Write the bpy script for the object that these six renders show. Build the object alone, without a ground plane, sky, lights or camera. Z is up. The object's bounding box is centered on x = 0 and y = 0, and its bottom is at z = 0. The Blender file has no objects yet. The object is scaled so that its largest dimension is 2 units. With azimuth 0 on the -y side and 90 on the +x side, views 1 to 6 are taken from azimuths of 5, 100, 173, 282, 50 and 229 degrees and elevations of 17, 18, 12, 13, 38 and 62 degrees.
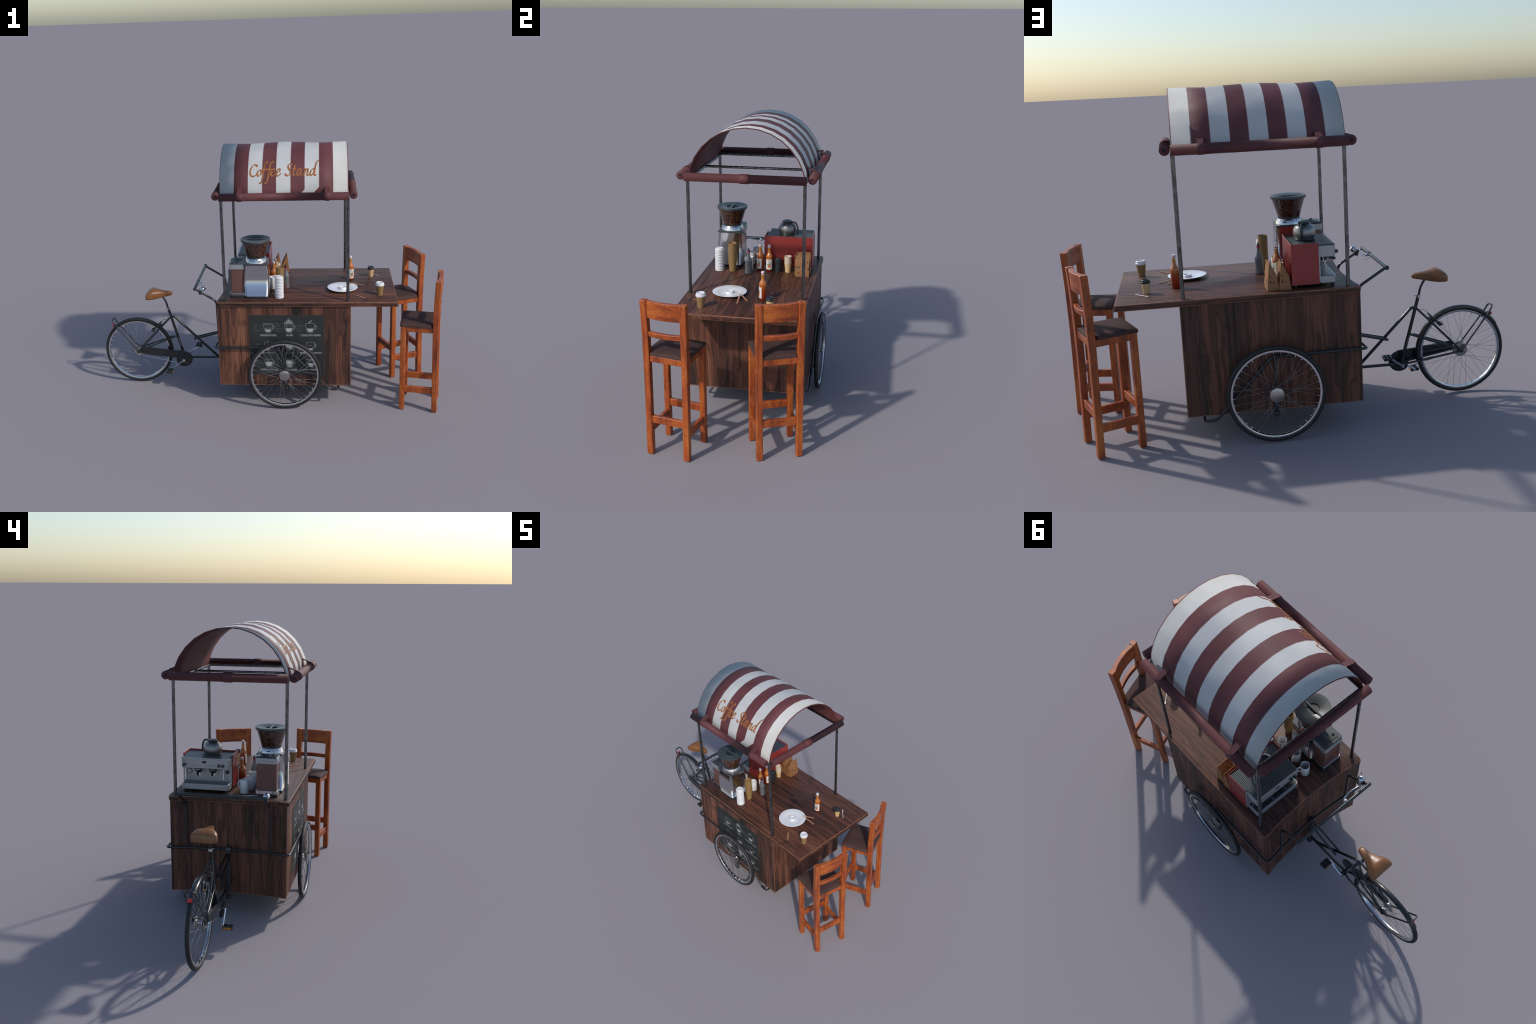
import bpy, bmesh, math, random
from math import sin, cos, pi, radians, sqrt, hypot, atan2
from mathutils import Vector, Matrix

rnd = random.Random(11)
YC = 0.0115            # mirror plane of the cart, the bicycle half and the canopy
COUNTER = 0.628        # height of the counter top
COL = bpy.context.scene.collection


# ------------------------------------------------------------------ materials
def new_mat(name):
    m = bpy.data.materials.new(name)
    m.use_nodes = True
    nt = m.node_tree
    return m, nt, nt.nodes, nt.links, nt.nodes["Principled BSDF"]


def coords(nt, scale=(1, 1, 1), loc=(0, 0, 0), rot=(0, 0, 0)):
    tc = nt.nodes.new("ShaderNodeTexCoord")
    mp = nt.nodes.new("ShaderNodeMapping")
    mp.inputs["Scale"].default_value = scale
    mp.inputs["Location"].default_value = loc
    mp.inputs["Rotation"].default_value = rot
    nt.links.new(tc.outputs["Object"], mp.inputs["Vector"])
    return mp.outputs["Vector"]


def noise(nt, vec, scale, detail=4, rough=0.55, dist=0.0):
    n = nt.nodes.new("ShaderNodeTexNoise")
    n.inputs["Scale"].default_value = scale
    n.inputs["Detail"].default_value = detail
    n.inputs["Roughness"].default_value = rough
    n.inputs["Distortion"].default_value = dist
    nt.links.new(vec, n.inputs["Vector"])
    return n.outputs["Fac"]


def ramp(nt, fac, stops, interp="LINEAR"):
    r = nt.nodes.new("ShaderNodeValToRGB")
    r.color_ramp.interpolation = interp
    el = r.color_ramp.elements
    while len(el) < len(stops):
        el.new(0.5)
    for e, (p, c) in zip(el, stops):
        e.position = p
        e.color = (c[0], c[1], c[2], 1) if not isinstance(c, (int, float)) else (c, c, c, 1)
    nt.links.new(fac, r.inputs["Fac"])
    return r.outputs["Color"]


def mix(nt, a, b, fac, mode="MIX"):
    n = nt.nodes.new("ShaderNodeMix")
    n.data_type = "RGBA"
    n.blend_type = mode
    for sock, v in ((n.inputs[0], fac), (n.inputs[6], a), (n.inputs[7], b)):
        if hasattr(v, "is_output"):
            nt.links.new(v, sock)
        elif isinstance(v, (int, float)):
            sock.default_value = v
        else:
            sock.default_value = (v[0], v[1], v[2], 1)
    return n.outputs[2]


def math_node(nt, op, a, b=None, c=None):
    n = nt.nodes.new("ShaderNodeMath")
    n.operation = op
    for i, v in enumerate((a, b, c)):
        if v is None:
            continue
        if hasattr(v, "is_output"):
            nt.links.new(v, n.inputs[i])
        else:
            n.inputs[i].default_value = v
    return n.outputs[0]


def bump(nt, bsdf, height, strength=0.2, dist=0.002):
    b = nt.nodes.new("ShaderNodeBump")
    b.inputs["Strength"].default_value = strength
    b.inputs["Distance"].default_value = dist
    nt.links.new(height, b.inputs["Height"])
    nt.links.new(b.outputs["Normal"], bsdf.inputs["Normal"])


def plain(name, color, rough=0.5, metal=0.0, vary=0.0, vscale=30, spec=0.5, coat=0.0, grain=0.0):
    m, nt, nd, lk, b = new_mat(name)
    b.inputs["Roughness"].default_value = rough
    b.inputs["Metallic"].default_value = metal
    b.inputs["Specular IOR Level"].default_value = spec
    b.inputs["Coat Weight"].default_value = coat
    b.inputs["Coat Roughness"].default_value = 0.15
    if vary:
        f = noise(nt, coords(nt), vscale, 5, 0.6)
        lo = tuple(c * (1 - vary) for c in color)
        hi = tuple(min(1, c * (1 + vary)) for c in color)
        lk.new(ramp(nt, f, [(0.3, lo), (0.7, hi)]), b.inputs["Base Color"])
        if grain:
            bump(nt, b, f, grain, 0.001)
    else:
        b.inputs["Base Color"].default_value = (*color, 1)
    return m


def walnut(name, axis, seed=0.0, rough=0.42, gain=1.0):
    """dark walnut planking; streaks run along the given axis"""
    m, nt, nd, lk, b = new_mat(name)
    long_s, cross = 1.2, 22.0
    sc = [cross] * 3
    sc[axis] = long_s
    fine = [170.0] * 3
    fine[axis] = 4.0
    broad = [7.0] * 3
    broad[axis] = 0.8
    # the grain wanders: shift the pattern sideways by a slow noise
    tc = nd.new("ShaderNodeTexCoord")
    wn = nd.new("ShaderNodeTexNoise")
    wn.inputs["Scale"].default_value = 7.0
    wn.inputs["Detail"].default_value = 1.5
    lk.new(tc.outputs["Object"], wn.inputs["Vector"])
    sub = nd.new("ShaderNodeVectorMath")
    sub.operation = "SUBTRACT"
    lk.new(wn.outputs["Color"], sub.inputs[0])
    sub.inputs[1].default_value = (0.5, 0.5, 0.5)
    ma = nd.new("ShaderNodeVectorMath")
    ma.operation = "MULTIPLY_ADD"
    lk.new(sub.outputs[0], ma.inputs[0])
    ma.inputs[1].default_value = (0.022, 0.022, 0.022)
    lk.new(tc.outputs["Object"], ma.inputs[2])
    mp = nd.new("ShaderNodeMapping")
    mp.inputs["Scale"].default_value = sc
    mp.inputs["Location"].default_value = (seed, seed * 2, seed * 3)
    lk.new(ma.outputs[0], mp.inputs["Vector"])
    v = mp.outputs["Vector"]
    n1 = noise(nt, v, 1.0, 2.0, 0.45, 0.9)
    n2 = noise(nt, coords(nt, fine, (seed,) * 3), 1.0, 3, 0.6, 0.3)
    n3 = noise(nt, coords(nt, broad, (seed + 4,) * 3), 1.0, 2, 0.5, 0.5)
    wav = nd.new("ShaderNodeMath")
    wav.operation = "SINE"
    lk.new(math_node(nt, "MULTIPLY", math_node(nt, "ADD", n1, math_node(nt, "MULTIPLY", n3, 0.6)), 38.0), wav.inputs[0])
    bands = math_node(nt, "MULTIPLY_ADD", wav.outputs[0], 0.5, 0.5)
    f = math_node(nt, "ADD", math_node(nt, "MULTIPLY", n1, 0.5), math_node(nt, "MULTIPLY", n3, 0.5))
    g = gain
    col = ramp(nt, f, [(0.34, (0.026 * g, 0.0165 * g, 0.0135 * g)), (0.43, (0.064 * g, 0.0275 * g, 0.0190 * g)),
                       (0.52, (0.110 * g, 0.0420 * g, 0.0260 * g)), (0.61, (0.150 * g, 0.060 * g, 0.035 * g)),
                       (0.70, (0.205 * g, 0.088 * g, 0.050 * g))])
    col = mix(nt, col, ramp(nt, bands, [(0.0, 0.48), (0.35, 0.92), (1.0, 1.14)]), 0.9, "MULTIPLY")
    col = mix(nt, col, ramp(nt, n2, [(0.3, 0.66), (0.7, 1.28)]), 0.8, "MULTIPLY")
    knots = noise(nt, coords(nt, (1, 1, 1), (seed + 1.3, 0.7, 0.2)), 9.0, 2, 0.5)
    col = mix(nt, col, ramp(nt, knots, [(0.26, 0.45), (0.36, 1.0)]), 0.8, "MULTIPLY")
    lk.new(col, b.inputs["Base Color"])
    lk.new(ramp(nt, n2, [(0.2, rough + 0.12), (0.8, rough - 0.05)]), b.inputs["Roughness"])
    b.inputs["Specular IOR Level"].default_value = 0.35
    bump(nt, b, n2, 0.12, 0.0008)
    return m


def chair_wood(name, gain=1.0, stretch=(30, 30, 6)):
    m, nt, nd, lk, b = new_mat(name)
    g = gain
    n1 = noise(nt, coords(nt, stretch), 1.0, 4, 0.6, 0.6)
    n2 = noise(nt, coords(nt, (90, 90, 70)), 1.0, 3, 0.6)
    n3 = noise(nt, coords(nt, (9, 9, 4), (1, 2, 3)), 1.0, 2, 0.5)
    n1 = math_node(nt, "ADD", math_node(nt, "MULTIPLY", n1, 0.6), math_node(nt, "MULTIPLY", n3, 0.4))
    col = ramp(nt, n1, [(0.34, (0.155 * g, 0.028 * g, 0.0080 * g)), (0.5, (0.335 * g, 0.068 * g, 0.0125 * g)), (0.64, (0.46 * g, 0.130 * g, 0.021 * g))])
    col = mix(nt, col, ramp(nt, n2, [(0.3, 0.66), (0.65, 1.15)]), 0.8, "MULTIPLY")
    lk.new(col, b.inputs["Base Color"])
    b.inputs["Roughness"].default_value = 0.40
    bump(nt, b, n2, 0.1, 0.0006)
    return m


def mottled_metal(name, dark, light, rough=0.34):
    m, nt, nd, lk, b = new_mat(name)
    n1 = noise(nt, coords(nt, (60, 60, 25)), 1.0, 5, 0.65, 0.4)
    lk.new(ramp(nt, n1, [(0.35, dark), (0.65, light)]), b.inputs["Base Color"])
    lk.new(ramp(nt, n1, [(0.35, rough + 0.12), (0.65, rough - 0.06)]), b.inputs["Roughness"])
    b.inputs["Metallic"].default_value = 1.0
    return m


def striped_cloth(name):
    m, nt, nd, lk, b = new_mat(name)
    tc = nd.new("ShaderNodeTexCoord")
    sp = nd.new("ShaderNodeSeparateXYZ")
    lk.new(tc.outputs["Object"], sp.inputs[0])
    x, y, z = sp.outputs
    # stripes jog sideways near the front hem: a texture-mapping fault, copied into the colour
    top = math_node(nt, "MULTIPLY_ADD", math_node(nt, "SUBTRACT", x, 0.236), 0.14, 1.255)
    low = math_node(nt, "MAXIMUM", math_node(nt, "SUBTRACT", top, z), 0.0)
    jog = math_node(nt, "MULTIPLY", low, 1.15)
    inside = math_node(nt, "MULTIPLY", math_node(nt, "GREATER_THAN", x, 0.19), math_node(nt, "LESS_THAN", x, 0.335))
    inside = math_node(nt, "MULTIPLY", inside, math_node(nt, "LESS_THAN", y, 0.0))
    xe = math_node(nt, "ADD", x, math_node(nt, "MULTIPLY", jog, inside))
    t = math_node(nt, "MULTIPLY", math_node(nt, "ADD", xe, 0.2145), 1 / 0.0757)
    odd = math_node(nt, "FLOORED_MODULO", t, 2.0)
    red = math_node(nt, "GREATER_THAN", odd, 1.0)
    d = math_node(nt, "ABSOLUTE", math_node(nt, "SUBTRACT", odd, 1.0))
    seam = math_node(nt, "LESS_THAN", d, 0.025)
    n = noise(nt, coords(nt), 9, 3, 0.5)
    wh = ramp(nt, n, [(0.3, (0.47, 0.47, 0.46)), (0.7, (0.525, 0.525, 0.515))])
    rd = ramp(nt, n, [(0.3, (0.102, 0.030, 0.033)), (0.7, (0.128, 0.040, 0.043))])
    col = mix(nt, wh, rd, red)
    col = mix(nt, col, (0.42, 0.33, 0.31), math_node(nt, "MULTIPLY", seam, 0.35))
    lk.new(col, b.inputs["Base Color"])
    b.inputs["Roughness"].default_value = 0.6
    b.inputs["Specular IOR Level"].default_value = 0.35
    return m


def bean_mat(name):
    m, nt, nd, lk, b = new_mat(name)
    v = nd.new("ShaderNodeTexVoronoi")
    v.inputs["Scale"].default_value = 210
    lk.new(coords(nt, (1, 1, 1.5)), v.inputs["Vector"])
    sp = nd.new("ShaderNodeSeparateColor")
    lk.new(v.outputs["Color"], sp.inputs[0])
    col = ramp(nt, sp.outputs[0], [(0.1, (0.012, 0.007, 0.006)), (0.5, (0.055, 0.018, 0.011)), (0.8, (0.14, 0.045, 0.022)), (0.98, (0.30, 0.11, 0.05))])
    edge = ramp(nt, v.outputs["Distance"], [(0.15, 1.15), (0.75, 0.2)])
    lk.new(mix(nt, col, edge, 0.9, "MULTIPLY"), b.inputs["Base Color"])
    b.inputs["Roughness"].default_value = 0.25
    b.inputs["Coat Weight"].default_value = 0.6
    b.inputs["Coat Roughness"].default_value = 0.05
    return m


def bag_mat(name):
    m, nt, nd, lk, b = new_mat(name)
    v = nd.new("ShaderNodeTexVoronoi")
    v.inputs["Scale"].default_value = 50
    v.inputs["Randomness"].default_value = 0.9
    lk.new(coords(nt, (1.3, 1.35, 0.72), (0.013, 0.02, 0.04)), v.inputs["Vector"])
    n = noise(nt, coords(nt), 120, 2, 0.5)
    dd = math_node(nt, "ADD", v.outputs["Distance"], math_node(nt, "MULTIPLY", n, 0.12))
    spot = ramp(nt, dd, [(0.285, 1.0), (0.325, 0.0)])
    base = ramp(nt, noise(nt, coords(nt), 25, 3), [(0.3, (0.24, 0.105, 0.038)), (0.7, (0.31, 0.142, 0.055))])
    lk.new(mix(nt, base, (0.03, 0.016, 0.012), spot), b.inputs["Base Color"])
    b.inputs["Roughness"].default_value = 0.65
    return m


def sauce_mat(name):
    m, nt, nd, lk, b = new_mat(name)
    tc = nd.new("ShaderNodeTexCoord")
    sp = nd.new("ShaderNodeSeparateXYZ")
    lk.new(tc.outputs["Object"], sp.inputs[0])
    n = noise(nt, coords(nt), 240, 3, 0.6)
    h = math_node(nt, "ADD", math_node(nt, "MULTIPLY", sp.outputs[2], 7.2), math_node(nt, "MULTIPLY", math_node(nt, "SUBTRACT", n, 0.5), 0.12))
    lk.new(ramp(nt, h, [(0.0, (0.27, 0.018, 0.008)), (0.38, (0.34, 0.045, 0.009)), (0.62, (0.43, 0.118, 0.011)), (0.9, (0.44, 0.165, 0.020))]), b.inputs["Base Color"])
    b.inputs["Roughness"].default_value = 0.12
    b.inputs["Coat Weight"].default_value = 0.8
    b.inputs["Coat Roughness"].default_value = 0.03
    return m


def fabric_seat(name):
    m, nt, nd, lk, b = new_mat(name)
    w = noise(nt, coords(nt, (1, 1, 1)), 320, 2, 0.5)
    n = noise(nt, coords(nt), 14, 3, 0.5)
    col = ramp(nt, n, [(0.3, (0.060, 0.0325, 0.0280)), (0.7, (0.080, 0.0440, 0.0375))])
    lk.new(mix(nt, col, ramp(nt, w, [(0.35, 0.75), (0.65, 1.2)]), 0.7, "MULTIPLY"), b.inputs["Base Color"])
    b.inputs["Roughness"].default_value = 0.75
    b.inputs["Specular IOR Level"].default_value = 0.2
    bump(nt, b, w, 0.15, 0.0006)
    return m


def leather(name):
    m, nt, nd, lk, b = new_mat(name)
    n = noise(nt, coords(nt, (12, 30, 30)), 1.0, 4, 0.6, 0.8)
    lk.new(ramp(nt, n, [(0.3, (0.165, 0.062, 0.017)), (0.7, (0.235, 0.096, 0.028))]), b.inputs["Base Color"])
    b.inputs["Roughness"].default_value = 0.36
    b.inputs["Coat Weight"].default_value = 0.15
    return m


M = {}
M["counter_wood"] = walnut("counter_wood", 0, 0.0, 0.46, 0.80)
M["panel_wood"] = walnut("panel_wood", 2, 3.7, 0.52, 1.02)
M["worn_edge"] = plain("worn_wood_edge", (0.19, 0.075, 0.036), 0.5, 0, 0.45, 45)
M["chair_wood"] = chair_wood("chair_wood")
M["chair_cross"] = chair_wood("chair_wood_cross", 1.0, (30, 6, 40))
M["chair_edge"] = chair_wood("chair_wood_edge", 1.3)
M["seat_fabric"] = fabric_seat("seat_fabric")
M["post"] = mottled_metal("weathered_steel", (0.080, 0.083, 0.085), (0.26, 0.265, 0.265), 0.28)
M["cloth"] = striped_cloth("striped_canvas")
M["red_canvas"] = plain("red_canvas", (0.100, 0.031, 0.033), 0.62, 0, 0.14, 22, 0.35)
M["near_black"] = plain("flat_near_black", (0.012, 0.013, 0.013), 0.6)  # near-black for the display, curtain-end recesses and the plate under the rack ribs
M["copper_letter"] = plain("copper_lettering", (0.31, 0.110, 0.028), 0.42, 0, 0.40, 45)
M["black_paint"] = plain("black_paint", (0.011, 0.012, 0.014), 0.30, 0, 0.25, 40, 0.5, 0.3)
M["rubber"] = plain("tyre_rubber", (0.011, 0.0115, 0.012), 0.62, 0, 0.25, 80)
M["chrome"] = plain("bright_steel", (0.62, 0.63, 0.65), 0.16, 1.0)
M["alu"] = plain("rim_aluminium", (0.64, 0.65, 0.67), 0.20, 1.0, 0.12, 60)
M["hub_steel"] = plain("hub_steel", (0.46, 0.44, 0.42), 0.3, 1.0, 0.25, 90)
M["spoke"] = plain("spoke_wire", (0.20, 0.205, 0.22), 0.45, 0.5)
M["leather"] = leather("saddle_leather")
M["grip"] = plain("grip_rubber", (0.026, 0.031, 0.034), 0.27, 0, 0.12, 70)
M["reflector_red"] = plain("red_reflector", (0.55, 0.006, 0.008), 0.25)
M["amber"] = plain("amber_reflector", (0.50, 0.16, 0.015), 0.3)
M["board"] = plain("chalkboard_slate", (0.018, 0.020, 0.020), 0.6, 0, 0.22, 7)
M["chalk"] = plain("chalk_line", (0.36, 0.37, 0.37), 0.8, 0, 0.25, 110)
M["chalk_grey"] = plain("chalk_faint", (0.15, 0.155, 0.155), 0.8, 0, 0.3, 90)
M["steel"] = plain("brushed_steel", (0.56, 0.56, 0.57), 0.17, 1.0, 0.04, 50)
M["steel_dark"] = plain("drip_steel", (0.13, 0.145, 0.155), 0.35, 0.9, 0.06, 50)
M["steel_rib"] = plain("rack_steel", (0.22, 0.235, 0.245), 0.32, 0.9)
M["appliance"] = plain("appliance_front", (0.40, 0.42, 0.43), 0.34, 0.55)
M["red_enamel"] = plain("red_enamel", (0.265, 0.034, 0.030), 0.30, 0.1, 0.05, 10, 0.5, 0.15)
M["black_plastic"] = plain("black_plastic", (0.020, 0.024, 0.026), 0.34, 0, 0.15, 40)
M["slate_plastic"] = plain("slate_plastic", (0.040, 0.048, 0.052), 0.36, 0, 0.12, 40)
M["bin"] = plain("bean_bin_brown", (0.135, 0.060, 0.047), 0.34, 0, 0.30, 190, 0.5, 0.3)
M["beans"] = bean_mat("roasted_beans")
M["porcelain"] = plain("white_porcelain", (0.66, 0.67, 0.67), 0.22)
M["white_plastic"] = plain("white_plastic", (0.70, 0.70, 0.71), 0.4)
M["kraft"] = plain("kraft_paper", (0.275, 0.165, 0.062), 0.65, 0, 0.08, 50)
M["kraft_line"] = plain("kraft_fold", (0.20, 0.115, 0.042), 0.7)
M["cream"] = plain("cream_paper", (0.62, 0.42, 0.20), 0.6, 0, 0.05, 50)
M["cream_pale"] = plain("pale_paper", (0.62, 0.52, 0.40), 0.6, 0, 0.05, 50)
M["bag"] = bag_mat("printed_paper_bag")
M["sauce"] = sauce_mat("hot_sauce")
M["label_white"] = plain("label_paper", (0.68, 0.68, 0.66), 0.5)
M["label_green"] = plain("label_leaf_green", (0.10, 0.22, 0.05), 0.5)
M["label_orange"] = plain("label_orange", (0.62, 0.13, 0.015), 0.5)
M["label_red"] = plain("label_red", (0.42, 0.02, 0.025), 0.5)
M["syrup"] = plain("syrup_glass_grey", (0.125, 0.125, 0.135), 0.28, 0, 0.06, 30, 0.5, 0.4)
M["pink"] = plain("pink_seal", (0.60, 0.02, 0.07), 0.4)
M["plate"] = plain("glazed_plate", (0.84, 0.84, 0.85), 0.16, 0.12, 0, 30, 0.6, 0.5)
M["stick"] = plain("birch_stick", (0.34, 0.175, 0.10), 0.6, 0, 0.15, 80)
M["carafe"] = plain("carafe_steel", (0.27, 0.27, 0.265), 0.36, 0.9, 0.05, 30)
M["dark_mark"] = plain("printed_mark", (0.05, 0.05, 0.055), 0.5)
M["grey_mark"] = plain("engraved_mark", (0.20, 0.20, 0.20), 0.5)


# ------------------------------------------------------------------ mesh tools
def bez(pts, n=6, closed=False):
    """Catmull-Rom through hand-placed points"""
    P = [Vector(p) for p in pts]
    out = []
    k = len(P)
    for i in range(k if closed else k - 1):
        if closed:
            a, b, c, d = P[(i - 1) % k], P[i], P[(i + 1) % k], P[(i + 2) % k]
        else:
            b, c = P[i], P[i + 1]
            a = P[i - 1] if i else b * 2 - c
            d = P[i + 2] if i + 2 < k else c * 2 - b
        for j in range(n):
            t = j / n
            out.append(0.5 * ((2 * b) + (c - a) * t + (2 * a - 5 * b + 4 * c - d) * t * t + (3 * b - a - 3 * c + d) * t ** 3))
    if not closed:
        out.append(P[-1])
    return out


def fillet(pts, r, n=5):
    P = [Vector(p) for p in pts]
    out = [P[0]]
    for a, b, c in zip(P, P[1:], P[2:]):
        u, w = (a - b), (c - b)
        k = min(r, u.length * 0.49, w.length * 0.49)
        p0, p1 = b + u.normalized() * k, b + w.normalized() * k
        for i in range(n + 1):
            t = i / n
            out.append(p0 * (1 - t) ** 2 + b * 2 * t * (1 - t) + p1 * t * t)
    out.append(P[-1])
    return out


class Mesh:
    def __init__(self):
        self.v, self.f, self.m = [], [], []

    def add(self, verts, faces, mat=0):
        o = len(self.v)
        self.v += [Vector(p) for p in verts]
        self.f += [[i + o for i in f] for f in faces]
        self.m += [mat] * len(faces) if isinstance(mat, int) else list(mat)
        return self

    def box(self, x0, x1, y0, y1, z0, z1, mat=0, bevel=0.0, edge_mat=None, seg=1):
        bm = bmesh.new()
        bmesh.ops.create_cube(bm, size=1)
        for v in bm.verts:
            v.co = Vector(((x0 + x1) / 2 + v.co.x * (x1 - x0), (y0 + y1) / 2 + v.co.y * (y1 - y0), (z0 + z1) / 2 + v.co.z * (z1 - z0)))
        for f in bm.faces:
            f.material_index = mat
        if bevel:
            res = bmesh.ops.bevel(bm, geom=bm.edges[:], offset=bevel, segments=seg, profile=0.5, affect="EDGES", clamp_overlap=True)
            if edge_mat is not None:
                for f in res["faces"]:
                    f.material_index = edge_mat
        return self.from_bm(bm)

    def from_bm(self, bm):
        bm.verts.ensure_lookup_table()
        o = len(self.v)
        for i, v in enumerate(bm.verts):
            v.index = i
        self.v += [v.co.copy() for v in bm.verts]
        for f in bm.faces:
            self.f.append([v.index + o for v in f.verts])
            self.m.append(f.material_index)
        bm.free()
        return self

    def prism(self, outline, a, b, mat=0, axis="z", bevel=0.0, edge_mat=None, seg=1):
        """extrude a closed 2D outline between a and b along an axis"""
        bm = bmesh.new()
        def place(p, h):
            return {"z": (p[0], p[1], h), "y": (p[0], h, p[1]), "x": (h, p[0], p[1])}[axis]
        lo = [bm.verts.new(place(p, a)) for p in outline]
        hi = [bm.verts.new(place(p, b)) for p in outline]
        n = len(outline)
        bm.faces.new(lo[::-1])
        bm.faces.new(hi)
        for i in range(n):
            bm.faces.new((lo[i], lo[(i + 1) % n], hi[(i + 1) % n], hi[i]))
        bmesh.ops.recalc_face_normals(bm, faces=bm.faces[:])
        for f in bm.faces:
            f.material_index = mat
        if bevel:
            es = [e for e in bm.edges if e.calc_face_angle(0) > 0.6]
            res = bmesh.ops.bevel(bm, geom=es, offset=bevel, segments=seg, profile=0.5, affect="EDGES", clamp_overlap=True)
            if edge_mat is not None:
                for f in res["faces"]:
                    f.material_index = edge_mat
        return self.from_bm(bm)

    def lathe(self, prof, seg=28, c=(0, 0, 0), axis="z", mat=0, mats=None, a0=0.0, a1=2 * pi):
        """profile [(radius, height)] turned about an axis through c"""
        full = abs(a1 - a0 - 2 * pi) < 1e-6
        k = seg if full else seg + 1
        vs, fs, ms = [], [], []
        for r, h in prof:
            for i in range(k):
                t = a0 + (a1 - a0) * i / seg
                u, w = r * cos(t), r * sin(t)
                p = {"z": (u, w, h), "y": (w, h, u), "x": (h, u, w)}[axis]
                vs.append((c[0] + p[0], c[1] + p[1], c[2] + p[2]))
        for j in range(len(prof) - 1):
            if prof[j][0] < 1e-7 and prof[j + 1][0] < 1e-7:
                continue
            for i in range(seg):
                i2 = (i + 1) % k
                fs.append([j * k + i, j * k + i2, (j + 1) * k + i2, (j + 1) * k + i])
                ms.append(mats[j] if mats else mat)
        return self.add(vs, fs, ms)

    def tube(self, pts, r, sides=10, mat=0, caps=True, closed=False, flat=1.0):
        P = [Vector(p) for p in pts]
        n = len(P)
        rad = r if callable(r) else (lambda t: r)
        T = []
        for i in range(n):
            if closed:
                d = P[(i + 1) % n] - P[i - 1]
            else:
                d = P[min(i + 1, n - 1)] - P[max(i - 1, 0)]
            T.append(d.normalized())
        up = Vector((0, 0, 1)) if abs(T[0].z) < 0.9 else Vector((0, 1, 0))
        N = (up - T[0] * up.dot(T[0])).normalized()
        vs, fs = [], []
        for i in range(n):
            if i:
                N = (N - T[i] * N.dot(T[i])).normalized()
            B = T[i].cross(N)
            rr = rad(i / (n - 1))
            for j in range(sides):
                a = 2 * pi * (j + 0.5) / sides
                vs.append(P[i] + N * cos(a) * rr * flat + B * sin(a) * rr)
        for i in range(n if closed else n - 1):
            for j in range(sides):
                a, b = i * sides, ((i + 1) % n) * sides
                fs.append([a + j, a + (j + 1) % sides, b + (j + 1) % sides, b + j])
        if caps and not closed:
            fs.append(list(range(sides))[::-1])
            fs.append([(n - 1) * sides + j for j in range(sides)])
        return self.add(vs, fs, mat)

    def transform(self, mat4):
        self.v = [mat4 @ p for p in self.v]
        return self

    def join(self, other):
        return self.add(other.v, other.f, other.m)

    def obj(self, name, parent, mats, smooth=35, kind=None):
        if isinstance(mats, str):
            mats = [mats]
        # dissolve keeps material indices: they were written in from_pydata order
        me = bpy.data.meshes.new(name)
        me.from_pydata([tuple(p) for p in self.v], [], self.f)
        me.polygons.foreach_set("material_index", self.m)
        bm = bmesh.new()
        bm.from_mesh(me)
        bmesh.ops.remove_doubles(bm, verts=bm.verts[:], dist=1e-6)
        bmesh.ops.dissolve_degenerate(bm, dist=1e-7, edges=bm.edges[:])
        bmesh.ops.recalc_face_normals(bm, faces=bm.faces[:])
        bm.to_mesh(me)
        bm.free()
        for m in mats:
            me.materials.append(M[m])
        if smooth is not None:
            me.polygons.foreach_set("use_smooth", [True] * len(me.polygons))
            if smooth < 180:
                me.set_sharp_from_angle(angle=radians(smooth))
        me.update()
        return put(name, me, parent, kind)


def put(name, me, parent, kind=None, loc=(0, 0, 0), rot=(0, 0, 0)):
    o = bpy.data.objects.new(name, me)
    COL.objects.link(o)
    o.parent = parent
    o.location = loc
    o.rotation_euler = rot
    if kind:
        o["kind"] = kind
    return o


def thing(name, label, category, loc=(0, 0, 0), yaw=0.0):
    e = bpy.data.objects.new(name, None)
    COL.objects.link(e)
    e.empty_display_size = 0.05
    e.location = loc
    e.rotation_euler = (0, 0, yaw)
    e["label"] = label
    e["category"] = category
    return e


def rounded_rect(x0, x1, y0, y1, r, n=5, corners=(1, 1, 1, 1)):
    out = []
    for (cx, cy, a), on in zip(((x0 + r, y0 + r, pi), (x1 - r, y0 + r, 1.5 * pi), (x1 - r, y1 - r, 0), (x0 + r, y1 - r, 0.5 * pi)), corners):
        if on:
            out += [(cx + r * cos(a + i * pi / 2 / n), cy + r * sin(a + i * pi / 2 / n)) for i in range(n + 1)]
        else:
            out.append((cx + r * (1 if a in (1.5 * pi, 0) else -1), cy + r * (1 if a in (0, 0.5 * pi) else -1)))
    return out


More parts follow.
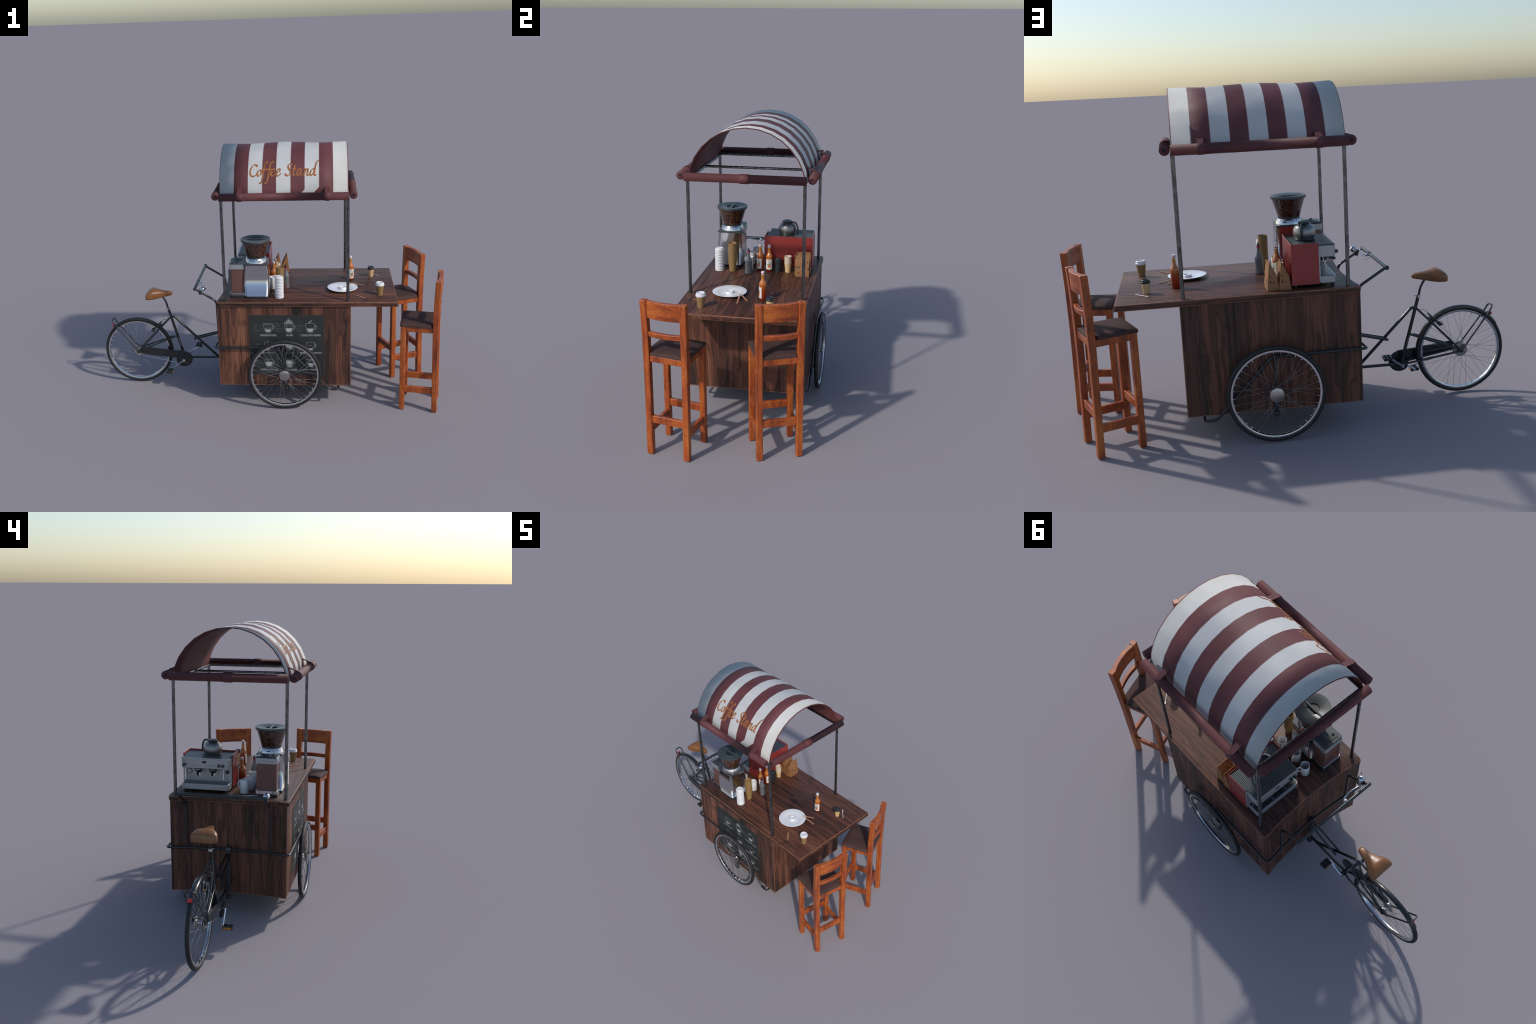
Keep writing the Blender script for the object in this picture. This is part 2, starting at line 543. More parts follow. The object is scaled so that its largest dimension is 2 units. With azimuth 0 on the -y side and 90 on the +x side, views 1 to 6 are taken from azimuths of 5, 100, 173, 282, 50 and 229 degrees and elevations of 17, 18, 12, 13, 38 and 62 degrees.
def text_mesh(body, size, shear=0.0, spacing=1.0, align="CENTER", offset=0.0):
    cu = bpy.data.curves.new("lettering", "FONT")
    cu.body = body
    cu.size = size
    cu.shear = shear
    cu.space_character = spacing
    cu.align_x = align
    cu.resolution_u = 2
    cu.offset = offset
    tmp = bpy.data.objects.new("lettering", cu)
    COL.objects.link(tmp)
    bpy.context.view_layer.update()
    me = bpy.data.meshes.new_from_object(tmp.evaluated_get(bpy.context.evaluated_depsgraph_get()))
    vs = [v.co.copy() for v in me.vertices]
    fs = [list(p.vertices) for p in me.polygons]
    bpy.data.objects.remove(tmp)
    bpy.data.curves.remove(cu)
    bpy.data.meshes.remove(me)
    return vs, fs


def add_text(mesh, body, size, origin, ux, uy, mat=0, **kw):
    """flat lettering laid on a plane spanned by ux (reading direction) and uy (up)"""
    vs, fs = text_mesh(body, size, **kw)
    o, ux, uy = Vector(origin), Vector(ux), Vector(uy)
    mesh.add([o + ux * p.x + uy * p.y for p in vs], fs, mat)


# ================================================================== THE CART
cart = thing("coffee_cart", "dark wooden tricycle coffee cart with striped canopy", "coffee cart")

# ---- cabinet: walls, floor, counter slab
BX0, BX1, BY0, BY1, BZ0, BZ1 = -0.257, 0.484, YC - 0.297, YC + 0.298, 0.125, 0.602
W = 0.012
cab = put("cabinet", None, cart)
Mesh().box(BX0 + W, BX1 - W, BY0, BY0 + W, BZ0, BZ1).obj("side_panel", cab, ["panel_wood"], None)
Mesh().box(BX0 + W, BX1 - W, BY1 - W, BY1, BZ0, BZ1).obj("side_panel", cab, ["panel_wood"], None)


def hollow(x_end, y, deep=0.026):
    """the bicycle end of the cart is drawn inwards in a shallow curve"""
    return x_end + deep * (1 - min(1.0, abs(y - YC) / 0.300) ** 2)


def hollow_strip(x_a, x_b, y0, y1, n=18):
    ys = [y0 + (y1 - y0) * i / n for i in range(n + 1)]
    return [(hollow(x_a, y, 0.032), y) for y in ys] + [(hollow(x_b, y, 0.032), y) for y in ys[::-1]]


Mesh().prism(hollow_strip(BX0, BX0 + W, BY0, BY1), BZ0, BZ1, 0, "z").obj("end_panel", cab, ["panel_wood"], 30)
Mesh().box(BX1 - W, BX1, BY0, BY1, BZ0, BZ1, 0).obj("end_panel", cab, ["panel_wood"], None)
Mesh().box(BX0 + W + 0.034, BX1 - W, BY0 + W, BY1 - W, BZ0 + 0.002, BZ0 + 0.014).obj("floor_panel", cab, ["panel_wood"], None)
trim = Mesh()
e = 0.0030
for xx in (BX0, BX1):
    for yy in (BY0, BY1):
        e = 0.0016 if xx < 0 else 0.0030
        trim.box(xx - e / 3 if xx < 0 else xx - e, xx + e if xx < 0 else xx + e / 3, yy - e / 3 if yy < 0 else yy - e, yy + e if yy < 0 else yy + e / 3, BZ0, BZ1, 0, 0.0008)
e = 0.0028
for yy in (BY0, BY1):
    trim.box(BX0 + e, BX1 - e, yy - e / 3 if yy < 0 else yy - e, yy + e if yy < 0 else yy + e / 3, BZ0 - e / 4, BZ0 + e, 0, 0.0008)
trim.box(BX1 - e, BX1 + e / 3, BY0 + e, BY1 - e, BZ0 - e / 4, BZ0 + e, 0, 0.0008)
trim.prism(hollow_strip(BX0 - e / 3, BX0 + e, BY0 + e, BY1 - e), BZ0 - e / 4, BZ0 + e, 0, "z")
trim.obj("worn_edge_trim", cab, ["worn_edge"], None)

TX0, TX1, TY0, TY1 = -0.263, 0.742, YC - 0.307, YC + 0.308
slab_line = [(hollow(p[0], p[1]), p[1]) if p[0] < 0 else p for p in rounded_rect(TX0, TX1, TY0, TY1, 0.022, 5, (1, 0, 0, 1))]
slab_line += [(hollow(TX0, y), y) for y in [TY1 - 0.022 - (TY1 - TY0 - 0.044) * i / 18 for i in range(1, 18)]]
slab = Mesh().prism(slab_line, 0.6015, COUNTER, 0, "z", 0.0042, 1, 2)
slab.obj("counter_top", cart, ["counter_wood", "worn_edge"], 40)

# ---- chalkboard menu on the near side
BDY = BY0 - 0.0012
board = Mesh().box(-0.081, 0.337, BDY, BY0 + 0.001, 0.187, 0.550, 0, 0.0008).obj("menu_board", cart, ["board"], None)
CH = BDY - 0.0004


def chalk_line(mesh, pts, w=0.0011, mat=0):
    P = [Vector((p[0], p[1], 0)) for p in pts]
    for a, b in zip(P, P[1:]):
        d = (b - a)
        if d.length < 1e-6:
            continue
        n = Vector((-d.y, d.x, 0)).normalized() * w / 2
        q = d.normalized() * w * 0.3
        quad = [a - q + n, b + q + n, b + q - n, a - q - n]
        mesh.add([(p.x, CH, p.y) for p in quad], [[0, 1, 2, 3]], mat)


def chalk_fill(mesh, pts, mat=0):
    mesh.add([(p[0], CH - 0.0002, p[1]) for p in pts], [list(range(len(pts)))], mat)


CUP = [(-0.025, 0), (-0.0245, -0.018), (-0.021, -0.036), (-0.011, -0.057), (0.012, -0.057), (0.021, -0.036), (0.0245, -0.018), (0.025, 0)]
INNER = [(-0.021, -0.003), (-0.0205, -0.019), (-0.0175, -0.035), (-0.009, -0.052), (0.010, -0.052), (0.0175, -0.035), (0.0205, -0.019), (0.021, -0.003)]


def at_height(poly, h):
    """half width of the cup's inside at depth h below the rim"""
    for a, b in zip(poly[:4], poly[1:4]):
        if b[1] <= h <= a[1]:
            t = (a[1] - h) / (a[1] - b[1])
            return -(a[0] + (b[0] - a[0]) * t)
    return 0.009


def draw_cup(mesh, cx, cz, levels, s=1.0, topping=None):
    tr = lambda p: (cx + p[0] * s, cz + p[1] * s)
    chalk_line(mesh, [tr(p) for p in CUP + CUP[:1]], 0.0012)
    ear = [(0.025, -0.012), (0.031, -0.010), (0.0355, -0.018), (0.034, -0.028), (0.028, -0.036), (0.0215, -0.037)]
    chalk_line(mesh, [tr(p) for p in ear], 0.0011)
    chalk_line(mesh, [tr((0.026 + (p[0] - 0.026) * 0.6, p[1] * 0.75 - 0.005)) for p in ear[:5]], 0.0009)
    for top, bot, style in levels:
        wt, wb = at_height(INNER, top), at_height(INNER, bot)
        wm = at_height(INNER, (top + bot) / 2)
        if style == "fill":
            chalk_fill(mesh, [tr(p) for p in ((-wt, top), (-wm, (top + bot) / 2), (-wb, bot), (wb, bot), (wm, (top + bot) / 2), (wt, top))])
        elif style == "dots":
            for i in range(26):
                px_, py_ = rnd.uniform(-wb, wb), rnd.uniform(bot, top)
                q = 0.0011
                chalk_fill(mesh, [tr((px_ + q * cos(t), py_ + q * sin(t))) for t in (0, 1.2, 2.4, 3.6, 4.9)])
        elif style == "wave":
            chalk_line(mesh, [tr((-wt + 2 * wt * i / 16, top + 0.003 * sin(i * 1.6))) for i in range(17)], 0.0012)
        elif style == "arc":
            chalk_line(mesh, [tr((0.012 * cos(t), top + 0.007 * sin(t))) for t in [pi * i / 8 for i in range(9)]], 0.0014)
    if topping == "cream":
        for bx, bz, br in ((0, 0.022, 0.007), (-0.008, 0.013, 0.008), (0.008, 0.013, 0.008), (-0.015, 0.004, 0.008), (0, 0.005, 0.009), (0.015, 0.004, 0.008)):
            chalk_line(mesh, [tr((bx + br * cos(2 * pi * i / 12), bz + br * sin(2 * pi * i / 12))) for i in range(13)], 0.0014)
            chalk_fill(mesh, [tr((bx + br * 0.5 * cos(2 * pi * i / 8), bz - br * 0.2 + br * 0.4 * sin(2 * pi * i / 8))) for i in range(8)])
    elif topping == "leaf":
        chalk_fill(mesh, [tr(p) for p in ((-0.012, 0.007), (-0.003, 0.006), (0.004, 0.009), (0.012, 0.021), (0.006, 0.017), (0.000, 0.013), (-0.004, 0.010))])
    elif topping == "straw":
        chalk_line(mesh, [tr((-0.006, 0.010)), tr((-0.002, 0.004)), tr((0.002, 0.011))], 0.0012)


lines = Mesh()
writing = Mesh()
COLX = (0.0255, 0.1420, 0.2600)
ROWZ = (0.501, 0.389, 0.285)
menu = [[("ESPRESSO-TONIC", [(-0.008, -0.009, "wave"), (-0.022, -0.034, "dots"), (-0.036, -0.050, "fill")], None),
         ("FRAPPE", [(-0.004, -0.026, "dots"), (-0.028, -0.050, "fill")], "cream"),
         ("COFFEE WITH PEPPER", [(-0.030, -0.050, "fill")], "leaf")],
        [("AMARETTO", [(-0.016, -0.018, "arc"), (-0.036, -0.050, "fill")], "straw"),
         ("DE CREMA", [(-0.020, -0.050, "fill")], None),
         ("ESPRESSO MACCHIATO", [(-0.028, -0.030, "arc"), (-0.040, -0.052, "fill")], None)],
        [("COFFEE WITH MILK", [(-0.018, -0.048, "fill")], None),
         ("FILTER COFFEE", [(-0.008, -0.036, "fill"), (-0.039, -0.052, "fill")], None),
         ("COFFEE WITH HONEY", [(-0.014, -0.016, "arc"), (-0.026, -0.050, "fill")], None)]]
notes = ["MILK", "ICE", "SYRUP", "CREAM", "VANILLA", "ORANGE", "WATER", "COFFEE"]
for r, row in enumerate(menu):
    for c, (word, lv, topg) in enumerate(row):
        cx, cz = COLX[c], ROWZ[r]
        draw_cup(lines, cx, cz, lv, 1.0 if r == 0 else 0.92, topg)
        add_text(writing, word, 0.0150, (cx + 0.002, CH, cz - (0.076 if r == 0 else 0.070)), (0.78, 0, 0), (0, 0, 1), 0, offset=0.0002)
        for k in range(3 if c != 1 else 4):
            zz = cz - 0.016 - k * 0.0145 + (0.012 if c == 1 else 0)
            add_text(writing, notes[(r * 3 + c * 2 + k) % 8], 0.0085, (cx - 0.076, CH, zz), (0.85, 0, 0), (0, 0, 1), 1, align="LEFT")
            chalk_line(lines, [(cx - 0.049, zz + 0.003), (cx - 0.030, zz + 0.003)], 0.0007, 1)
lines.obj("chalk_drawing", board, ["chalk", "chalk_grey"], None, "stuff")
writing.obj("chalk_writing", board, ["chalk", "chalk_grey"], None, "stuff")

# ---- canopy posts and frame
PX, PY = (-0.2105, 0.4685), (YC - 0.283, YC + 0.2835)
post_me = None
for px_ in PX:
    for py_ in PY:
        if post_me is None:
            o = Mesh().lathe([(0.0, 0.0), (0.0082, 0.0), (0.0082, 0.584), (0.0, 0.584)], 14).obj("canopy_post", cart, ["post"], 50)
            post_me = o.data
        else:
            o = put("canopy_post", post_me, cart)
        o.location = (px_, py_, COUNTER - 0.001)
FZ = 1.2085
fr = Mesh()
RY0, RY1 = YC - 0.277, YC + 0.277
for yy in (RY0, RY1):
    fr.tube([(-0.2105, yy, FZ), (0.4685, yy, FZ)], 0.0072, 10)
for xx in (-0.2105, 0.150, 0.4685):
    fr.tube([(xx, RY0, FZ + 0.001), (xx, RY1, FZ + 0.001)], 0.0068, 10)
fr.obj("canopy_frame", cart, ["post"], 50)

# ---- canopy cloth: barrel arch, slightly sagging between its columns
CY, CZ, CR = 0.0135, 1.171, 0.2892
xs = [-0.2165, -0.140, -0.078, 0.020, 0.127, 0.235, 0.325, 0.395, 0.4710]
sag = [0.001, -0.0020, -0.0040, 0.0005, 0.0050, 0.001, -0.0035, -0.0010, 0.001]
lean = [-62, -40, -4, 0, 0, 0, 2, 40, 62]   # the hems roll over, so the cloth turns towards its open ends
SEG = 14
A0, A1 = radians(6.0), radians(174.0)
cloth = bmesh.new()
THICK = 0.0046
grid = {}
for layer, dr in ((0, 0.0), (1, -THICK)):
    for i, (x, s) in enumerate(zip(xs, sag)):
        for j in range(SEG + 1):
            t = A0 + (A1 - A0) * j / SEG
            rr = CR + dr + s * sin(t) ** 2
            grid[layer, i, j] = cloth.verts.new((x, CY - rr * cos(t), CZ + rr * sin(t)))
for layer in (0, 1):
    for i in range(len(xs) - 1):
        for j in range(SEG):
            q = [grid[layer, i, j], grid[layer, i + 1, j], grid[layer, i + 1, j + 1], grid[layer, i, j + 1]]
            f = cloth.faces.new(q if layer == 0 else q[::-1])
            f.material_index = layer
rim = [(0, j) for j in range(SEG)]
for j in range(SEG):
    for i in (0, len(xs) - 1):
        q = [grid[0, i, j], grid[0, i, j + 1], grid[1, i, j + 1], grid[1, i, j]]
        cloth.faces.new(q if i == 0 else q[::-1]).material_index = 1
for i in range(len(xs) - 1):
    for j in (0, SEG):
        q = [grid[0, i, j], grid[1, i, j], grid[1, i + 1, j], grid[0, i + 1, j]]
        cloth.faces.new(q if j == 0 else q[::-1]).material_index = 1
bmesh.ops.recalc_face_normals(cloth, faces=cloth.faces[:])
cloth.verts.index_update()
order = {v.index: k for k, v in grid.items()}
me = bpy.data.meshes.new("canopy_cloth")
cloth.to_mesh(me)
cloth.free()
for m in ("cloth", "red_canvas"):
    me.materials.append(M[m])
me.polygons.foreach_set("use_smooth", [True] * len(me.polygons))
nrm = []
for v in me.vertices:
    layer, i, j = order[v.index]
    t = A0 + (A1 - A0) * j / SEG
    n = Vector((0, -cos(t), sin(t))) * (1 if layer == 0 else -1)
    if layer == 0 and 0 < i < len(xs) - 1:
        n = v.normal.copy() * 0.5 + n * 0.5
    tilt = radians(lean[i])
    n = n * cos(tilt) + Vector((1, 0, 0)) * sin(tilt)
    if layer == 0:   # slack cloth: slight creases
        n = n + Vector((rnd.uniform(-1, 1), rnd.uniform(-1, 1), rnd.uniform(-1, 1))) * (0.10 if i > 5 else 0.05)
    nrm.append(n.normalized())
me.normals_split_custom_set_from_vertices([tuple(n) for n in nrm])
canopy = put("canopy_cloth", me, cart)


def canopy_point(x, arc, lift=0.0):
    """a point on the cloth: x along the cart, arc length up from the spring line"""
    for (xa, sa), (xb, sb) in zip(zip(xs, sag), zip(xs[1:], sag[1:])):
        if x <= xb:
            break
    s = sa + (sb - sa) * (x - xa) / (xb - xa)
    t = arc / 0.290
    # follow the flat facets of the arch
    step = (A1 - A0) / SEG
    k = min(max(int((t - A0) / step), 0), SEG - 1)
    t0, t1 = A0 + k * step, A0 + (k + 1) * step
    w = (t - t0) / (t1 - t0)
    pts = []
    for tt in (t0, t1):
        rr = CR + s * sin(tt) ** 2 + lift
        pts.append(Vector((x, CY - rr * cos(tt), CZ + rr * sin(tt))))
    return pts[0].lerp(pts[1], w)


# ---- brush-script words on the cloth: pen strokes on a page grid (x right, y down)
strokes = {
    "C": [[(499, 322), (489, 304), (471, 300), (449, 323), (437, 358), (440, 391), (460, 404), (485, 395), (501, 376)]],
    "o": [[(521, 349), (506, 359), (499, 382), (507, 401), (522, 396), (534, 375), (532, 355), (519, 350)]],
    "f": [[(591, 286), (579, 274), (567, 290), (557, 340), (549, 400), (540, 445), (529, 461), (517, 456)],
          [(641, 288), (629, 274), (616, 290), (606, 340), (597, 400), (587, 445), (575, 462), (562, 456)],
          [(536, 352), (582, 346), (632, 346)]],
    "e": [[(622, 376), (640, 369), (651, 355), (644, 344), (630, 350), (619, 372), (621, 396), (635, 403), (650, 392), (660, 379)],
          [(669, 376), (687, 369), (698, 355), (691, 344), (677, 350), (666, 372), (668, 396), (682, 403), (697, 392), (706, 380)]],
    "S": [[(805, 314), (793, 301), (778, 303), (768, 322), (776, 345), (789, 362), (785, 388), (766, 403), (749, 396), (743, 383)]],
    "t": [[(829, 308), (821, 350), (813, 385), (819, 402), (832, 394), (842, 381)], [(806, 345), (840, 342)]],
    "a": [[(881, 353), (867, 346), (853, 360), (845, 385), (852, 402), (864, 393), (876, 368), (883, 349), (878, 376), (878, 396), (887, 402), (899, 390)]],
    "n": [[(905, 352), (914, 346), (913, 372), (906, 403)], [(910, 382), (925, 352), (938, 347), (939, 368), (934, 392), (942, 402), (955, 391)]],
    "d": [[(1001, 353), (985, 346), (969, 361), (960, 385), (967, 402), (983, 392), (997, 362), (1008, 312), (1018, 280), (1029, 268), (1043, 266)],
          [(1007, 318), (1000, 360), (996, 391), (1005, 402), (1018, 392)]],
}
words = Mesh()
for glyph, paths in strokes.items():
    for path in paths:
        pts = bez([(p[0], p[1], 0) for p in path], 5)
        rows = []
        for i, p in enumerate(pts):
            d = (pts[min(i + 1, len(pts) - 1)] - pts[max(i - 1, 0)]).normalized()
            nib = abs(d.x * sin(radians(38)) + d.y * cos(radians(38)))
            end = min(1.0, 0.45 + min(i, len(pts) - 1 - i) * 0.25)
            hw = (3.0 + 5.4 * nib) * end
            off = Vector((-d.y, d.x, 0)) * hw
            rows.append((p + off, p - off))
        def lay(q, lift):
            return canopy_point(-0.054 + (q.x - 432) * 0.000612, 0.161 + (403 - q.y) * 0.00068, lift)
        vs, fs = [], []
        for a, b in rows:
            vs += [lay(a, 0.0012), lay(b, 0.0012), lay(b, 0.0001), lay(a, 0.0001)]
        for i in range(len(rows) - 1):
            for j in range(4):
                fs.append([i * 4 + j, i * 4 + (j + 1) % 4, (i + 1) * 4 + (j + 1) % 4, (i + 1) * 4 + j])
        fs += [[0, 1, 2, 3], [len(vs) - 4 + j for j in (3, 2, 1, 0)]]
        words.add(vs, fs)
words.obj("script_lettering", canopy, ["copper_letter"], None)

# ---- rolled side curtains: one tube per edge, cuffs stitched round them
RT, RC = 0.0212, 0.0240


def curtain_roll(a, b, cuffs, axis, at, z):
    prof = [(0.0, a + 0.004), (0.0068, a + 0.004), (0.0072, a), (RT, a)]
    mats = [1, 1, 0]
    for c0, c1 in cuffs:
        prof += [(RT, c0), (RC, c0), (RC, c1), (RT, c1)]
        mats += [0, 0, 0, 0]
    prof += [(RT, b), (0.0072, b), (0.0068, b - 0.004), (0.0, b - 0.004)]
    mats += [0, 0, 1, 1]
    c = (0, at, z) if axis == "x" else (at, 0, z)
    o = Mesh().lathe(prof, 14, c, axis, 0, mats).obj("rolled_curtain", cart, ["red_canvas", "near_black"], 180)
    # soft cuffs and ends: the cloth turns over towards each step
    k = 0 if axis == "x" else 1
    turn = {round(a, 5): -1, round(b, 5): 1}
    for c0, c1 in cuffs:
        turn[round(c0, 5)], turn[round(c1, 5)] = -1, 1
    ns = []
    for v in o.data.vertices:
        h = v.co[k]
        d = Vector(v.co) - Vector(c)
        d[k] = 0
        rr = d.length
        n = d.normalized() if rr > 1e-5 else Vector((0, 0, 0))
        ax = Vector((0, 0, 0))
        ax[k] = 1
        sgn = turn.get(round(h, 5), 0)
        if abs(h - a) < 0.005:
            sgn = -1
        if abs(h - b) < 0.005:
            sgn = 1
        t = radians(58 if rr < RC - 0.001 else 25) * sgn
        if rr < 0.010:
            n = ax * sgn
        else:
            n = n * cos(t) + ax * sin(t)
        ns.append(tuple(n.normalized()))
    o.data.normals_split_custom_set_from_vertices(ns)


TZ = 1.2255
FTY, BTY = YC - 0.3160, YC + 0.3190
cuffx = [(-0.119, -0.092), (0.345, 0.371)]
curtain_roll(-0.217, 0.473, cuffx, "x", FTY, TZ)
curtain_roll(-0.222, 0.474, cuffx, "x", BTY, TZ)
curtain_roll(YC - 0.2905, YC + 0.2935, [(YC - 0.022, YC + 0.021)], "y", -0.2395, TZ - 0.001)
curtain_roll(YC - 0.2905, YC + 0.2935, [(YC - 0.022, YC + 0.021)], "y", 0.4970, TZ - 0.001)
for sgn, ty in ((-1, FTY), (1, BTY)):
    for c0, c1 in cuffx:
        top = (CY + sgn * (CR + 0.0005) * cos(radians(19.5)), CZ + (CR + 0.0005) * sin(radians(19.5)))
        outer = (ty + sgn * RC * 0.35, TZ + RC * 0.94)
        inner = (ty - sgn * 0.004, TZ + RC)
        pr = [(top[0], top[1]), (outer[0], outer[1]), (outer[0], outer[1] - 0.003), (inner[0], inner[1] - 0.003), (top[0], top[1] - 0.004)]
        Mesh().prism(pr, c0, c1, 0, "x").obj("canopy_strap", cart, ["red_canvas"], None)

# ---- black tubular carrier: belt round the cabinet, drop legs, push bar
BH = 0.3135
belt = Mesh()
BZ, BXL = 0.362, -0.2775
ends = [YC - 0.27 + 0.54 * i / 12 for i in range(13)]
belt.tube(fillet([(0.112, YC - BH, BZ), (BXL, YC - BH, BZ)] + [(hollow(BXL, y), y, BZ) for y in ends] + [(BXL, YC + BH, BZ), (0.112, YC + BH, BZ)], 0.018), 0.0062, 10)
for s in (-1, 1):
    yy = YC + s * BH
    belt.tube(fillet([(0.09, yy, BZ), (0.122, yy, BZ), (0.368, yy, 0.107), (0.416, yy, 0.107), (0.416, yy - s * 0.028, 0.112), (0.414, yy - s * 0.034, 0.130)], 0.018), 0.0062, 10)
    belt.tube([(0.114, yy, BZ), (0.116, yy, 0.27), (0.116, yy, 0.205)], 0.0065, 10)
    belt.tube([(0.116, yy, 0.215), (0.116, yy, 0.113)], 0.0085, 10)
    belt.box(0.102, 0.130, yy - 0.012, yy + 0.010, 0.106, 0.122, 0, 0.003)
    belt.tube([(0.116, yy - s * 0.012, 0.209), (0.116, YC + s * 0.325, 0.209)], 0.008, 10)
belt.obj("carrier_frame", cart, ["black_paint"], 50)

bar = Mesh()
BARX, BARZ = -0.391, 0.677
arm_y = (YC - 0.2125, YC + 0.2125)
for yy in arm_y:
    bar.tube(fillet([(BARX, yy, BARZ), (-0.2700, yy, 0.602), (-0.2660, yy, BZ)], 0.022), 0.0062, 10)
push = bar.obj("push_bar", cart, ["black_paint"], 50)
grip = Mesh()
grip.lathe([(0, YC - 0.2255), (0.0078, YC - 0.2255), (0.0088, YC - 0.222), (0.0085, -0.069), (0.0102, -0.069), (0.0102, -0.060), (0.0082, -0.060),
            (0.0082, YC + 0.218), (0.0100, YC + 0.219), (0.0100, YC + 0.2255), (0, YC + 0.2255)], 14, (BARX, 0, BARZ), "y", 0)
grip.obj("hand_grip", push, ["grip"], 40)
bell = Mesh()
bell.lathe([(0.0, -0.012), (0.0150, -0.011), (0.0180, -0.005), (0.0170, 0.004), (0.0110, 0.0115), (0, 0.0140)], 24)
bell.transform(Matrix.Translation((-0.347, -0.199, 0.6765)) @ Matrix.Rotation(radians(-25), 4, "Y") @ Matrix.Rotation(radians(-15), 4, "X"))
bo = bell.obj("bell", push, ["chrome"], 60)
Mesh().box(-0.369, -0.351, -0.210, -0.190, 0.644, 0.662, 0, 0.003).tube([(-0.357, -0.200, 0.655), (-0.349, -0.199, 0.670)], 0.004, 8).tube([(-0.340, -0.205, 0.682), (-0.322, -0.222, 0.684)], 0.0018, 6).obj("bell_clamp", push, ["black_plastic"], 40)
lev = Mesh()
lev.tube(bez([(-0.383, -0.062, 0.674), (-0.366, -0.075, 0.674), (-0.360, -0.110, 0.678), (-0.366, -0.150, 0.682), (-0.370, -0.163, 0.683)], 4), lambda t: 0.0048 - 0.0022 * t, 8, 0, True, False, 0.6)
lev.box(-0.386, -0.372, -0.078, -0.056, 0.667, 0.680, 0, 0.003)
lev.obj("brake_lever", push, ["chrome"], 50)
Mesh().tube(bez([(-0.366, -0.090, 0.668), (-0.360, -0.083, 0.656), (-0.372, -0.050, 0.655), (-0.385, -0.028, 0.668)], 5), 0.0008, 6).obj("brake_cable", push, ["black_plastic"], 50)

# ------------------------------------------------------------------ wheels
WR = 0.2085


def wheel_parts(name, parent, c, flange=0.0135, cap_side=0, spokes=36, phase=0.0):
    w = put(name, None, parent)
    tyre = Mesh()
    tp = []
    for i in range(12):
        a = 2 * pi * i / 12
        tp.append((WR - 0.0100 + 0.0100 * cos(a), 0.0105 * sin(a)))
    tyre.lathe(tp + tp[:1], 48, c, "y").obj("tyre", w, ["rubber"], 180)
    rim = Mesh()
    rim.lathe([(0.1905, -0.0085), (0.1865, -0.0088), (0.1815, -0.0070), (0.1790, 0.0), (0.1815, 0.0070), (0.1865, 0.0088), (0.1905, 0.0085), (0.1885, 0.0), (0.1905, -0.0085)], 48, c, "y")
    for i in range(spokes):
        a = 2 * pi * i / spokes + phase
        s = 0.003 if i % 2 else -0.003
        p0 = Vector((c[0] + 0.1795 * sin(a), c[1] + s * 0.5, c[2] + 0.1795 * cos(a)))
        p1 = Vector((c[0] + 0.1735 * sin(a), c[1] + s * 0.6, c[2] + 0.1735 * cos(a)))
        rim.tube([p0, p1], 0.0017, 6)
    rim.obj("rim", w, ["alu"], 40)
    sp = Mesh()
    for i in range(spokes):
        a = 2 * pi * i / spokes + phase
        side = 1 if i % 2 else -1
        lean = 1 if (i // 2) % 2 else -1
        b = a + lean * radians(68)
        p0 = (c[0] + 0.176 * sin(a), c[1] + side * 0.002, c[2] + 0.176 * cos(a))
        p1 = (c[0] + 0.026 * sin(b), c[1] + side * flange, c[2] + 0.026 * cos(b))
        sp.tube([p0, p1], 0.00072, 5)
    sp.obj("spokes", w, ["spoke"], 180, "stuff")
    hub = Mesh()
    f = flange
    hub.lathe([(0, -f - 0.003), (0.0300, -f - 0.003), (0.0305, -f), (0.0290, -f + 0.003), (0.012, -f + 0.004), (0.0105, 0), (0.012, f - 0.004), (0.0290, f - 0.003), (0.0305, f), (0.0300, f + 0.003), (0, f + 0.003)], 28, c, "y")
    if cap_side:
        s = cap_side
        hub.lathe([(0.0295, s * (f + 0.001)), (0.0295, s * (f + 0.0025)), (0.027, s * (f + 0.0040)), (0, s * (f + 0.0043))], 28, c, "y")
        hub.lathe([(0.003, s * (f + 0.004)), (0.003, s * (f + 0.0052)), (0, s * (f + 0.0055))], 10, c, "y")
    else:
        hub.lathe([(0.0, -0.030), (0.0045, -0.030), (0.0045, 0.030), (0, 0.030)], 10, c, "y")
    hub.obj("hub", w, ["hub_steel"], 40)
    return w


wheel_parts("cart_wheel", cart, (0.1150, YC - 0.3390, WR + 0.0005), 0.0120, -1, 36, radians(-1.5))
wheel_parts("cart_wheel", cart, (0.1150, YC + 0.3390, WR + 0.0005), 0.0120, 1, 36, radians(1.7))

# ------------------------------------------------------------------ rear half of the bicycle
bike = cart
HX, HZ = -0.7915, 0.2085
wheel_parts("rear_wheel", bike, (HX, YC, HZ), 0.0160, 0)

